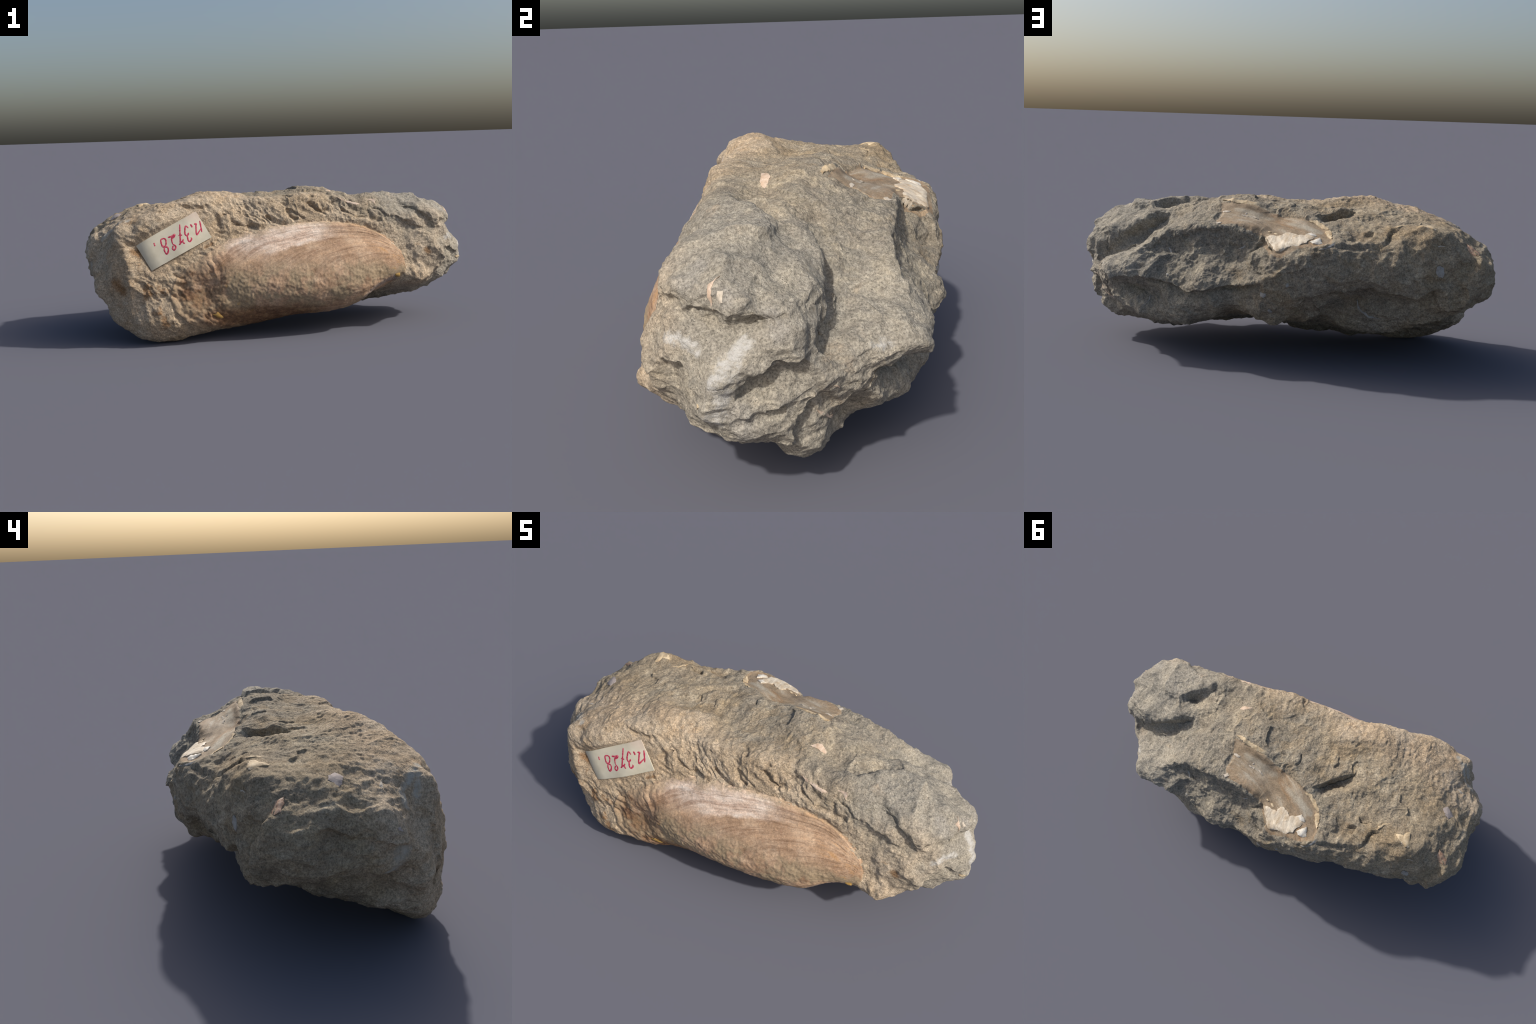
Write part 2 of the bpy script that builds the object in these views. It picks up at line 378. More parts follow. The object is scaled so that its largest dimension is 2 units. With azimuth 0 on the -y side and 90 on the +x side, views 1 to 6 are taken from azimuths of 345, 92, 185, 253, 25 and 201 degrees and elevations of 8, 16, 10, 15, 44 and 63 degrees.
# lumps and gaps of the underside and of the right end
lump((.685, -.37, .255), (0, -1, -.25), .045, (.075, .08, .05))
lump((.45, -.30, .62), (0, 1, -.2), .018, (.10, .05, .05))
lump((.17, .33, .21), (0, -.5, .85), .016, (.12, .10, .05))
lump((.0, .41, .57), (0, -.6, -.8), .018, (.06, .05, .04))
lump((.80, .03, .12), (.2, .2, -1), .018, (.06, .06, .05))
lump((-.06, .25, .15), (0, -.6, .9), .030, (.05, .09, .06))
lump((-.62, .40, .31), (0, -1, .1), .026, (.10, .07, .05))
lump((-.01, .38, .21), (0, .5, -1), .020, (.05, .06, .05))
# dark pits at the foot of the walls
lump((.590, -.075, .640), (0, -.4, -1), .042, (.065, .035, .05))
lump((.70, .062, .525), (-.3, -.4, -1), .030, (.09, .03, .05))
lump((-.262, .135, .640), (.25, -.35, -1), .014, (.06, .028, .05))
# last corrections of the swell of the faces
lump((.455, -.09, .640), UP, .018, (.07, .06, .06))
lump((.815, .08, .40), (.9, 0, .45), .024, (.06, .06, .05))
lump((.765, .165, .268), (.8, .5, 0), .050, (.06, .07, .06))
lump((.56, .31, .26), (-.3, -1, .3), .042, (.07, .06, .06))
lump((-.88, .12, .265), (1, -.3, .3), .036, (.06, .10, .06))
lump((-.95, -.19, .32), (-1, -.3, 0), .012, (.05, .06, .12))
lump((.84, -.18, .615), (.2, -.2, 1), .014, (.09, .09, .05))
lump((.61, -.13, .665), UP, .010, (.09, .07, .05))
lump((.0, .46, .45), (0, -1, 0), .012, (.14, .06, .06))
lump((.0, .455, .53), (0, -1, -.2), .020, (.10, .05, .06))
lump((-.20, .48, .48), (0, -1, 0), .014, (.10, .05, .06))
lump((.93, -.205, .50), (-1, .2, 0), .018, (.04, .025, .06))
lump((.95, -.13, .545), (.8, 0, .6), .012, (.03, .03, .03))
lump((.20, .36, .24), (0, -.6, .8), .014, (.10, .06, .04))
lump((.78, .02, .16), (-.1, -.3, 1), .016, (.08, .07, .05))
ridge([(.57, -.03, .628), (.63, .01, .60), (.70, .043, .558), (.79, .055, .492), (.85, .05, .452)], (.5, .8, .1), .024, .055)
lump((-.68, .22, .15), (0, -.2, 1), .014, (.12, .08, .05))
lump((.52, -.38, .215), (0, .6, 1), .018, (.06, .06, .05))
# slanting breaks in the wall above the shell
ridge([(-0.308, -0.284, 0.596), (-0.267, -0.279, 0.567), (-0.229, -0.290, 0.552)], (0.27, -0.91, 0.02), -0.016, 0.020, wobble=.008, power=1)
ridge([(-0.122, -0.259, 0.633), (-0.102, -0.280, 0.598), (-0.071, -0.299, 0.562)], (-0.20, -0.81, 0.50), -0.012, 0.014, wobble=.008, power=1)
ridge([(-0.005, -0.272, 0.632), (0.015, -0.295, 0.602), (0.048, -0.308, 0.572)], (-0.22, -0.78, 0.50), -0.018, 0.024, wobble=.008, power=1)
ridge([(0.117, -0.276, 0.671), (0.145, -0.287, 0.639), (0.177, -0.291, 0.606)], (-0.04, -0.90, 0.40), -0.013, 0.016, wobble=.008, power=1)
ridge([(0.228, -0.183, 0.694), (0.238, -0.258, 0.669), (0.278, -0.265, 0.635)], (-0.15, -0.67, 0.58), -0.016, 0.020, wobble=.008, power=1)
ridge([(0.279, -0.288, 0.619), (0.325, -0.303, 0.590), (0.372, -0.320, 0.566)], (-0.27, -0.81, 0.30), -0.012, 0.014, wobble=.008, power=1)
ridge([(0.352, -0.309, 0.580), (0.426, -0.319, 0.568), (0.501, -0.325, 0.546)], (-0.04, -0.82, 0.47), -0.018, 0.024, wobble=.008, power=1)
ridge([(-0.299, -0.288, 0.584), (-0.242, -0.299, 0.544), (-0.189, -0.299, 0.523)], (0.14, -0.85, 0.36), -0.013, 0.016, wobble=.008, power=1)
ridge([(-0.112, -0.270, 0.609), (-0.067, -0.297, 0.569), (-0.008, -0.313, 0.549)], (-0.13, -0.70, 0.55), -0.016, 0.020, wobble=.008, power=1)
ridge([(0.009, -0.278, 0.635), (0.042, -0.298, 0.609), (0.087, -0.304, 0.574)], (-0.10, -0.93, 0.25), -0.012, 0.014, wobble=.008, power=1)
ridge([(0.104, -0.275, 0.664), (0.159, -0.288, 0.618), (0.206, -0.298, 0.600)], (0.06, -0.80, 0.42), -0.018, 0.024, wobble=.008, power=1)
ridge([(0.201, -0.261, 0.674), (0.246, -0.269, 0.642), (0.293, -0.283, 0.617)], (0.09, -0.79, 0.46), -0.013, 0.016, wobble=.008, power=1)
ridge([(0.310, -0.283, 0.624), (0.371, -0.293, 0.600), (0.451, -0.308, 0.589)], (-0.10, -0.76, 0.54), -0.016, 0.020, wobble=.008, power=1)
ridge([(-0.013, -0.183, 0.687), (0.023, -0.223, 0.690), (0.027, -0.253, 0.685)], (-0.05, -0.18, 0.92), -0.012, 0.014, wobble=.008, power=1)
ridge([(-0.381, -0.281, 0.562), (-0.336, -0.282, 0.612), (-0.297, -0.260, 0.639)], (0.07, -0.87, 0.43), -0.018, 0.024, wobble=.008, power=1)
ridge([(-0.541, -0.246, 0.673), (-0.504, -0.255, 0.659), (-0.419, -0.256, 0.652)], (-0.10, -0.84, 0.40), -0.013, 0.016, wobble=.008, power=1)
# flat breaks and a crisp corner of the left end
ridge([(-.84, -.275, .52), (-.815, -.300, .43), (-.805, -.315, .33), (-.81, -.300, .22), (-.80, -.29, .12)], (-.55, -.85, 0), .016, .045)
ledge([(-.93, .20, .50), (-.965, .08, .455), (-.975, -.03, .43), (-.955, -.12, .40)], DOWN, (1, 0, .1), .018, sharp=.014, run=.10, wobble=.012)
ledge([(-.90, -.20, .50), (-.885, -.235, .40), (-.88, -.245, .30), (-.86, -.25, .18)], (-.4, .9, 0), (1, .3, 0), .016, sharp=.014, run=.10, wobble=.012)



# furrows that run slantwise down the wall between the crest and the shell
N = normals(P, QUADS)
wall = smooth(.02, .10, .735 - P[:, 2]) * smooth(-.005, .05, -shell_mask(P, N)) * smooth(.1, .5, -N[:, 1]) * smooth(.42, .50, P[:, 2]) * smooth(-.50, -.30, P[:, 0]) * (1 - smooth(.42, .60, P[:, 0]))
q = np.stack([P[:, 0] * 1.0 + P[:, 2] * .85, P[:, 2] * .30 - P[:, 0] * .1, P[:, 1] * .4], 1)
q = q + (.09 * noise(P, 4, 27) + .025 * noise(P, 11, 28))[:, None] * np.array([1, .5, 0])
furrow = noise(q, 9, 21) * 1.3 + .45 * noise(q, 19, 22) + .3
furrow2 = 1 - 2 * np.abs(noise(q, 27, 23) + .6 * noise(P, 34, 24))
uneven = smooth(-.35, .35, noise(P, 6, 29))
P += N * (wall * (.5 + .7 * uneven) * (.011 * (furrow - .3) + .006 * (furrow2 - .5)))[:, None]
# the same grain, weaker, round the left end of the shell
side = smooth(-.9, -.75, P[:, 0]) * (1 - smooth(-.45, -.3, P[:, 0])) * smooth(.3, .7, -N[:, 1]) * (1 - smooth(.50, .62, P[:, 2]))
q = np.stack([P[:, 0] + P[:, 2] * .75, P[:, 2] * .35 - P[:, 0] * .2, P[:, 1] * .4], 1)
q = q + (.05 * noise(P, 6, 71) + .015 * noise(P, 18, 72))[:, None] * np.array([1, .5, 0])
P += N * (side * (.3 + 1.0 * smooth(-.3, .4, noise(P, 7, 73))) * (.0055 * (.5 - 2 * np.abs(noise(q, 17, 25) + .4 * noise(P, 30, 26))) + .003 * (.5 - 2 * np.abs(noise(q, 36, 74)))))[:, None]

# ---------------------------------------------------------------- fine relief
N = normals(P, QUADS)
dsh, dst = shell_mask(P, N), strip_mask(P, N)
sh = smooth(-.004, .03, dsh)
st = smooth(-.004, .012, dst)
plain = (1 - sh) * (1 - st)
# thin broken skins: noise turned into little cliffs, strongest on the top
topness = smooth(.2, .8, N[:, 2])
skin = np.zeros(len(P))
broken = noise(P, 38, 35) + .6 * noise(P, 70, 36)
for scale, seed, height in ((5, 31, .0038), (10, 32, .0019), (21, 33, .0009)):
    n = noise(P * np.array([1.15, .7, 1.2]), scale, seed) + .30 * noise(P, scale * 3.2, seed + 4)
    for level in (-.25, .05, .35):
        skin += height * smooth(level - .12, level + .02, n + .10 * broken)
skin -= skin.mean()
rough = noise(P, 14, 41) * .0035 + (.5 - 2 * np.abs(noise(P * np.array([1.1, .7, 1.4]), 24, 42))) * .0026 + noise(P * np.array([1, .8, 1.3]), 52, 43) * .0017 + (.5 - 2 * np.abs(noise(P, 95, 44))) * .0011
# the smallest chips
tiny = scoops(P * np.array([1.1, .75, 1.3]) + .010 * np.stack([noise(P, 20, 45), noise(P, 20, 46), noise(P, 20, 47)], 1), 27, 13)
chips = .0080 * (tiny - tiny.mean())
calm = 1 - .30 * smooth(.5, .8, P[:, 0])
evenly = smooth(-.15, -.28, P[:, 1]) * (1 - smooth(.45, .65, P[:, 0]))
relief = plain * ((.35 + .65 * topness) * (1 - .5 * evenly) * skin * calm + rough * (1 - .25 * topness) + chips * (1 - .35 * topness) * (1 - .7 * evenly))
P += N * (relief - relief.mean() - (.001 + .005 * smooth(.55, .85, P[:, 0])) * plain)[:, None]

# growth lines of the big shell: copies of its outline that shrink to the beak
def growth(P):
    e = np.array(SHELL_EDGE) - UMBO
    ang = np.arctan2(e[:, 1], -e[:, 0])
    rad = np.hypot(e[:, 0], e[:, 1])
    o = np.argsort(ang)
    q = P[:, [0, 2]] - UMBO
    a = np.arctan2(q[:, 1], -q[:, 0])
    return np.hypot(q[:, 0], q[:, 1]) / np.interp(a, ang[o], rad[o], period=2 * math.pi), a


g, ga = growth(P)
gw = g + .012 * noise(P, 7, 51)
lines = .5 * np.sin(gw * 2 * math.pi * 13) + .3 * np.sin(gw * 2 * math.pi * 31 + 1) + .4 * np.sin(gw * 2 * math.pi * 61)
rust_end = smooth(.2, .5, -P[:, 0]) * 1.0 + smooth(.28, .18, P[:, 2])
grit = noise(P, 30, 52) * .0020 + noise(P, 70, 53) * .0016 + (1 - 2 * np.abs(noise(P * np.array([1, 1, 1.6]), 12, 54))) * .0015
lowpart = smooth(.40, .30, P[:, 2])
P += N * (sh * smooth(.02, .16, np.hypot(P[:, 0] - UMBO[0], P[:, 2] - UMBO[1])) * (lines * .0008 * (1 - .6 * lowpart) + grit * (.40 + .9 * lowpart + .3 * smooth(.1, .4, -P[:, 0]))))[:, None]
ribs = np.sin(gw * 2 * math.pi * 9) + .5 * noise(P, 18, 55)
P += N * (sh * .0035 * smooth(.18, .40, -P[:, 0]) * ribs)[:, None]
P[:, 2] += .005 * smooth(.3, .9, N[:, 2])
# crisp edge: the shell stands a little proud of the rock near its beak and left end
P += N * (.005 * smooth(0, .006, dsh) * (1 - smooth(.02, .10, dsh)))[:, None]
# brown strip: smooth, with faint lengthwise lines
along = noise(np.stack([(P[:, 0] * .5 + P[:, 1]) * 1.0, (P[:, 0] - P[:, 1] * .5) * .12, P[:, 2] * 0], 1), 60, 61)
P += N * (st * (along * .0012 + noise(P, 24, 62) * .0015))[:, None]

# the rock under the paper is held just below it
a, b, c, e = LABEL
ux, vx = b - a, e - a
nx = np.cross(ux, vx)
nx = nx / np.linalg.norm(nx) * (1 if np.cross(ux, vx)[1] < 0 else -1)
rel = P - a
m = np.linalg.inv(np.stack([ux, vx, nx], 1))
uvw = rel @ m.T
near = (uvw[:, 0] > -.12) & (uvw[:, 0] < 1.12) & (uvw[:, 1] > -.25) & (uvw[:, 1] < 1.25) & (np.abs(uvw[:, 2]) < .08)
k = np.where(near)[0]
paper = label_point(np.clip(uvw[k, 0], -.1, 1.1), np.clip(uvw[k, 1], -.2, 1.2))
h = ((P[k] - paper) @ nx)
edge = smooth(-.10, .03, np.minimum(uvw[k, 0], 1 - uvw[k, 0])) * smooth(-.22, .05, np.minimum(uvw[k, 1], 1 - uvw[k, 1]))
P[k] += nx * ((-.003 - h) * edge * np.where(h > -.003, 1.0, .75))[:, None]

# the block stands on z = 0: the lowest knobs are rubbed flat
P[:, 2] = np.where(P[:, 2] < .012, .012 * np.exp(np.minimum(P[:, 2] - .012, 0) / .012), P[:, 2])
P[:, 2] -= P[:, 2].min()
NORMAL = normals(P, QUADS)

# ------------------------------------------------------------------- materials
class Nodes:
    """Small helper that builds a node tree."""

    def __init__(self, name, roughness=.9):
        self.mat = bpy.data.materials.new(name)
        self.mat.use_nodes = True
        self.tree = self.mat.node_tree
        self.bsdf = self.tree.nodes["Principled BSDF"]
        self.bsdf.inputs["Roughness"].default_value = roughness
        self.bsdf.inputs["Specular IOR Level"].default_value = .25
        self.pos = self.new("ShaderNodeTexCoord").outputs["Object"]

    def new(self, kind, **props):
        n = self.tree.nodes.new(kind)
        for k, v in props.items():
            setattr(n, k, v)
        return n

    def put(self, socket, value):
        if isinstance(value, bpy.types.NodeSocket):
            self.tree.links.new(value, socket)
        else:
            if isinstance(value, (tuple, list)) and len(value) == 3 and socket.type == "RGBA":
                value = (*value, 1)
            socket.default_value = value

    def math(self, op, a, b=0.0, clamp=False):
        n = self.new("ShaderNodeMath", operation=op, use_clamp=clamp)
        self.put(n.inputs[0], a)
        self.put(n.inputs[1], b)
        return n.outputs[0]

    def vec(self, op, a, b=(0, 0, 0), out=0):
        n = self.new("ShaderNodeVectorMath", operation=op)
        self.put(n.inputs[0], a)
        if op == "SCALE":
            self.put(n.inputs["Scale"], b)
        else:
            self.put(n.inputs[1], b)
        return n.outputs[out]

    def mapped(self, scale=(1, 1, 1), turn=(0, 0, 0), base=None):
        n = self.new("ShaderNodeMapping")
        self.put(n.inputs["Vector"], base or self.pos)
        n.inputs["Scale"].default_value = scale
        n.inputs["Rotation"].default_value = turn
        return n.outputs[0]

    def noise(self, scale, detail=4, rough=.55, at=None, warp=0.0):
        n = self.new("ShaderNodeTexNoise")
        self.put(n.inputs["Vector"], at or self.pos)
        n.inputs["Scale"].default_value = scale
        n.inputs["Detail"].default_value = detail
        n.inputs["Roughness"].default_value = rough
        n.inputs["Distortion"].default_value = warp
        return n.outputs["Fac"]

    def ramp(self, fac, *stops):
        n = self.new("ShaderNodeValToRGB")
        self.put(n.inputs[0], fac)
        el = n.color_ramp.elements
        while len(el) < len(stops):
            el.new(.5)
        for e, (p, c) in zip(el, stops):
            e.position = p
            e.color = (*c, 1) if isinstance(c, tuple) else (c, c, c, 1)
        return n.outputs["Color"]

    def mix(self, fac, a, b, kind="MIX"):
        n = self.new("ShaderNodeMix", data_type="RGBA", blend_type=kind)
        self.put(n.inputs[0], fac)
        self.put(n.inputs[6], a)
        self.put(n.inputs[7], b)
        return n.outputs[2]

    def span(self, value, lo, hi, smoothed=True):
        n = self.new("ShaderNodeMapRange", interpolation_type="SMOOTHSTEP" if smoothed else "LINEAR")
        self.put(n.inputs[0], value)
        n.inputs[1].default_value, n.inputs[2].default_value = lo, hi
        return n.outputs[0]

    def axis(self, k):
        n = self.new("ShaderNodeSeparateXYZ")
        self.put(n.inputs[0], self.pos)
        return n.outputs[k]

    def stroke(self, a, b, size, fade, jitter=.02, scale=18, at=None):
        """1 near the segment a-b, 0 away from it, with a ragged edge."""
        a, b = Vector(a), Vector(b)
        ab = b - a
        p = self.vec("SUBTRACT", at or self.pos, tuple(a))
        t = self.math("DIVIDE", self.vec("DOT_PRODUCT", p, tuple(ab), out=1), max(ab.length_squared, 1e-6), clamp=True)
        d = self.vec("LENGTH", self.vec("SUBTRACT", p, self.vec("SCALE", tuple(ab), t)), out=1)
        d = self.math("ADD", d, self.math("MULTIPLY", self.math("SUBTRACT", self.noise(scale, 5, .65), .5), jitter * 2))
        return self.span(d, size + fade, size)

    def finish(self, colour, bump=None, height=.002, strength=.6):
        self.put(self.bsdf.inputs["Base Color"], colour)
        if bump is not None:
            n = self.new("ShaderNodeBump")
            n.inputs["Strength"].default_value = strength
            n.inputs["Distance"].default_value = height
            self.put(n.inputs["Height"], bump)
            self.put(self.bsdf.inputs["Normal"], n.outputs[0])
        return self.mat


def top(n, *masks):
    out = masks[0]
    for m in masks[1:]:
        out = n.math("MAXIMUM", out, m)
    return out


GREY, TAN, PALE, RUST = (.315, .281, .223), (.378, .306, .210), (.55, .47, .345), (.34, .190, .080)
BUFF = (.520, .388, .255)


def stone(n):
    """Grey-buff sandstone: tan weathering skin over grey, pale wisps, rust, dark grains."""
    x, y, z = n.axis(0), n.axis(1), n.axis(2)
    broad = n.noise(2.2, 6, .6)
    # weathered tan on the old faces (shell side and top), greyer on the fresh breaks
    skin = n.math("ADD", n.math("MULTIPLY", y, -.55), n.math("MULTIPLY", x, -.55))
    skin = n.math("ADD", skin, n.math("MULTIPLY", n.math("SUBTRACT", broad, .5), 2.2))
    skin = n.span(n.math("ADD", skin, n.math("MULTIPLY", n.math("SUBTRACT", z, .4), .25)), -.50, .32)
    c = n.mix(skin, GREY, TAN)
    c = n.mix(1.0, c, n.ramp(n.noise(13, 6, .65), (.34, (.80, .79, .79)), (.52, (1, 1, 1)), (.68, (1.16, 1.13, 1.06))), "MULTIPLY")
    # wisps along the bedding
    wisp = n.noise(9, 8, .65, at=n.mapped((1.0, .45, 1.6), (.25, 0, .25)), warp=.8)
    c = n.mix(n.math("MULTIPLY", n.span(wisp, .50, .66), .62), c, PALE)
    c = n.mix(n.math("MULTIPLY", n.span(n.noise(7, 6, .6, at=n.mapped((1, .6, 1.3))), .56, .70), .45), c, (.165, .155, .128))
    # warm brown mottling of the top and left, paler cool grey of the knob
    warm = n.math("MULTIPLY", n.span(n.noise(5, 7, .7, warp=.4), .50, .62), n.span(x, .60, .25))
    c = n.mix(n.math("MULTIPLY", warm, .42), c, (.33, .235, .130))
    knob = n.span(n.math("ADD", x, n.math("MULTIPLY", n.math("SUBTRACT", n.noise(5, 6, .65), .5), .7)), .42, .72)
    c = n.mix(n.math("MULTIPLY", knob, .42), c, (.425, .395, .335))
    # buff crust on the shell side
    front = n.span(n.math("ADD", n.math("SUBTRACT", n.math("MULTIPLY", y, -1), n.math("MULTIPLY", x, .22)), n.math("MULTIPLY", n.math("SUBTRACT", n.noise(4, 6, .65), .5), .5)), .08, .30)
    c = n.mix(n.math("MULTIPLY", front, .80), c, n.mix(n.span(n.noise(8, 6, .7), .42, .60), BUFF, (.60, .48, .345)))
    # rust stains
    rust = n.span(n.noise(5.5, 7, .7, warp=.4), .60, .72)
    c = n.mix(n.math("MULTIPLY", rust, n.math("ADD", .22, n.math("MULTIPLY", front, .5))), c, RUST)
    spots = top(n, n.stroke((.727, -.376, .382), (.73, -.376, .375), .006, .022), n.stroke((-.87, -.27, .32), (-.84, -.29, .27), .010, .03, .03),
                n.stroke((-.79, -.30, .47), (-.76, -.30, .46), .008, .02), n.stroke((-.40, -.31, .48), (-.43, -.31, .46), .004, .012),
                n.math("MULTIPLY", n.stroke((-.72, -.33, .30), (-.66, -.38, .15), .03, .06, .06, 9), n.span(n.noise(16, 6, .7), .48, .60)))
    c = n.mix(n.math("MULTIPLY", spots, .75), c, (.26, .125, .04))
    return c


def grains(n, c, amount=1.0):
    fine = n.noise(150, 3, .7)
    c = n.mix(amount, c, n.mix(1.0, c, n.ramp(fine, (.30, .55), (.5, 1.0), (.68, 1.35)), "MULTIPLY"))
    c = n.mix(amount, c, n.mix(1.0, c, n.ramp(n.noise(62, 5, .75), (.34, .72), (.50, 1.0), (.66, 1.24)), "MULTIPLY"))
    speck = n.noise(260, 1, .5)
    c = n.mix(n.math("MULTIPLY", n.span(speck, .64, .70), .55 * amount), c, (.05, .048, .045))
    c = n.mix(n.math("MULTIPLY", n.span(speck, .36, .30), .40 * amount), c, (.42, .39, .33))
    return c


def rock_material():
    n = Nodes("sandstone", .92)
    c = stone(n)
    # chalky scuffs on the ends
    chalk = top(n, n.stroke((.957, -.130, .455), (.995, -.194, .380), .011, .014, .018, 45), n.stroke((.985, -.165, .42), (.975, -.205, .28), .004, .030, .030, 45),
                n.stroke((.862, -.312, .437), (.890, -.282, .445), .004, .018, .022, 45), n.stroke((.896, -.277, .442), (.933, -.239, .431), .005, .016, .018, 45),
                n.stroke((.835, .170, .405), (.825, .185, .395), .004, .022, .026, 45), n.stroke((.80, .205, .38), (.785, .22, .365), .003, .02, .024, 45))
    faint = top(n, n.stroke((.956, -.075, .515), (.972, -.056, .483), .008, .03, .02, 30), n.stroke((.942, -.174, .565), (.945, -.17, .55), .008, .025, .02, 30),
                n.stroke((.878, -.265, .577), (.86, -.24, .60), .012, .04, .03), n.stroke((.983, -.149, .307), (.964, -.134, .236), .010, .03, .02),
                n.stroke((.75, .24, .344), (.72, .25, .35), .006, .02, .02))
    c = n.mix(n.math("MULTIPLY", faint, .40), c, (.36, .34, .31))
    c = grains(n, c)
    powder = n.span(n.noise(75, 6, .75, at=n.mapped((1, .5, 1), (.5, 0, 0))), .38, .56)
    c = n.mix(n.math("MULTIPLY", chalk, n.math("ADD", .22, n.math("MULTIPLY", powder, .72))), c, n.mix(n.noise(60, 5, .7), (.50, .48, .44), (.70, .68, .64)))
    # blue-grey scraped streak on the left end
    streak = top(n, n.stroke((-.800, -.225, .602), (-.890, -.129, .560), .006, .018, .018, 30), n.stroke((-.84, -.205, .585), (-.900, -.175, .52), .004, .016, .018, 30),
                 n.stroke((-.890, -.13, .55), (-.925, -.13, .515), .004, .02, .01, 25), n.stroke((-.961, -.084, .384), (-.945, -.05, .315), .012, .03, .014, 25), n.stroke((-.945, -.05, .318), (-.95, -.01, .308), .004, .02, .01, 25))
    comb = n.noise(70, 4, .7, at=n.mapped((.7, 1, .08), (0, .25, .6)))
    c = n.mix(n.math("MULTIPLY", streak, n.ramp(comb, (.36, .45), (.54, 1.0))), c, (.55, .515, .44))
    bump = n.math("ADD", n.math("MULTIPLY", n.noise(90, 6, .7), 1.0), n.math("MULTIPLY", n.noise(230, 3, .7), .5))
    return n.finish(c, bump, .008, .9)


def growth_value(n):
    """Share of the way from the beak to the shell's outline (1 at the rim)."""
    e = np.array(SHELL_EDGE) - UMBO
    ang, rad = np.arctan2(e[:, 1], -e[:, 0]), np.hypot(e[:, 0], e[:, 1])
    o = np.argsort(ang)
    dx, dz = n.math("SUBTRACT", UMBO[0], n.axis(0)), n.math("SUBTRACT", n.axis(2), UMBO[1])
    a = n.math("ARCTAN2", dz, dx)
    curve = n.new("ShaderNodeFloatCurve")
    pts = curve.mapping.curves[0].points
    want = [(float((t + math.pi) / (2 * math.pi)), float(r / 1.3)) for t, r in zip(ang[o], rad[o])]
    pts[0].location, pts[1].location = want[0], want[-1]
    for p in want[1:-1]:
        pts.new(*p)
    curve.mapping.update()
    n.put(curve.inputs["Value"], n.math("DIVIDE", n.math("ADD", a, math.pi), 2 * math.pi))
    r = n.math("POWER", n.math("ADD", n.math("POWER", dx, 2), n.math("POWER", dz, 2)), .5)
    g = n.math("DIVIDE", r, n.math("MULTIPLY", curve.outputs[0], 1.3))
    return g, a


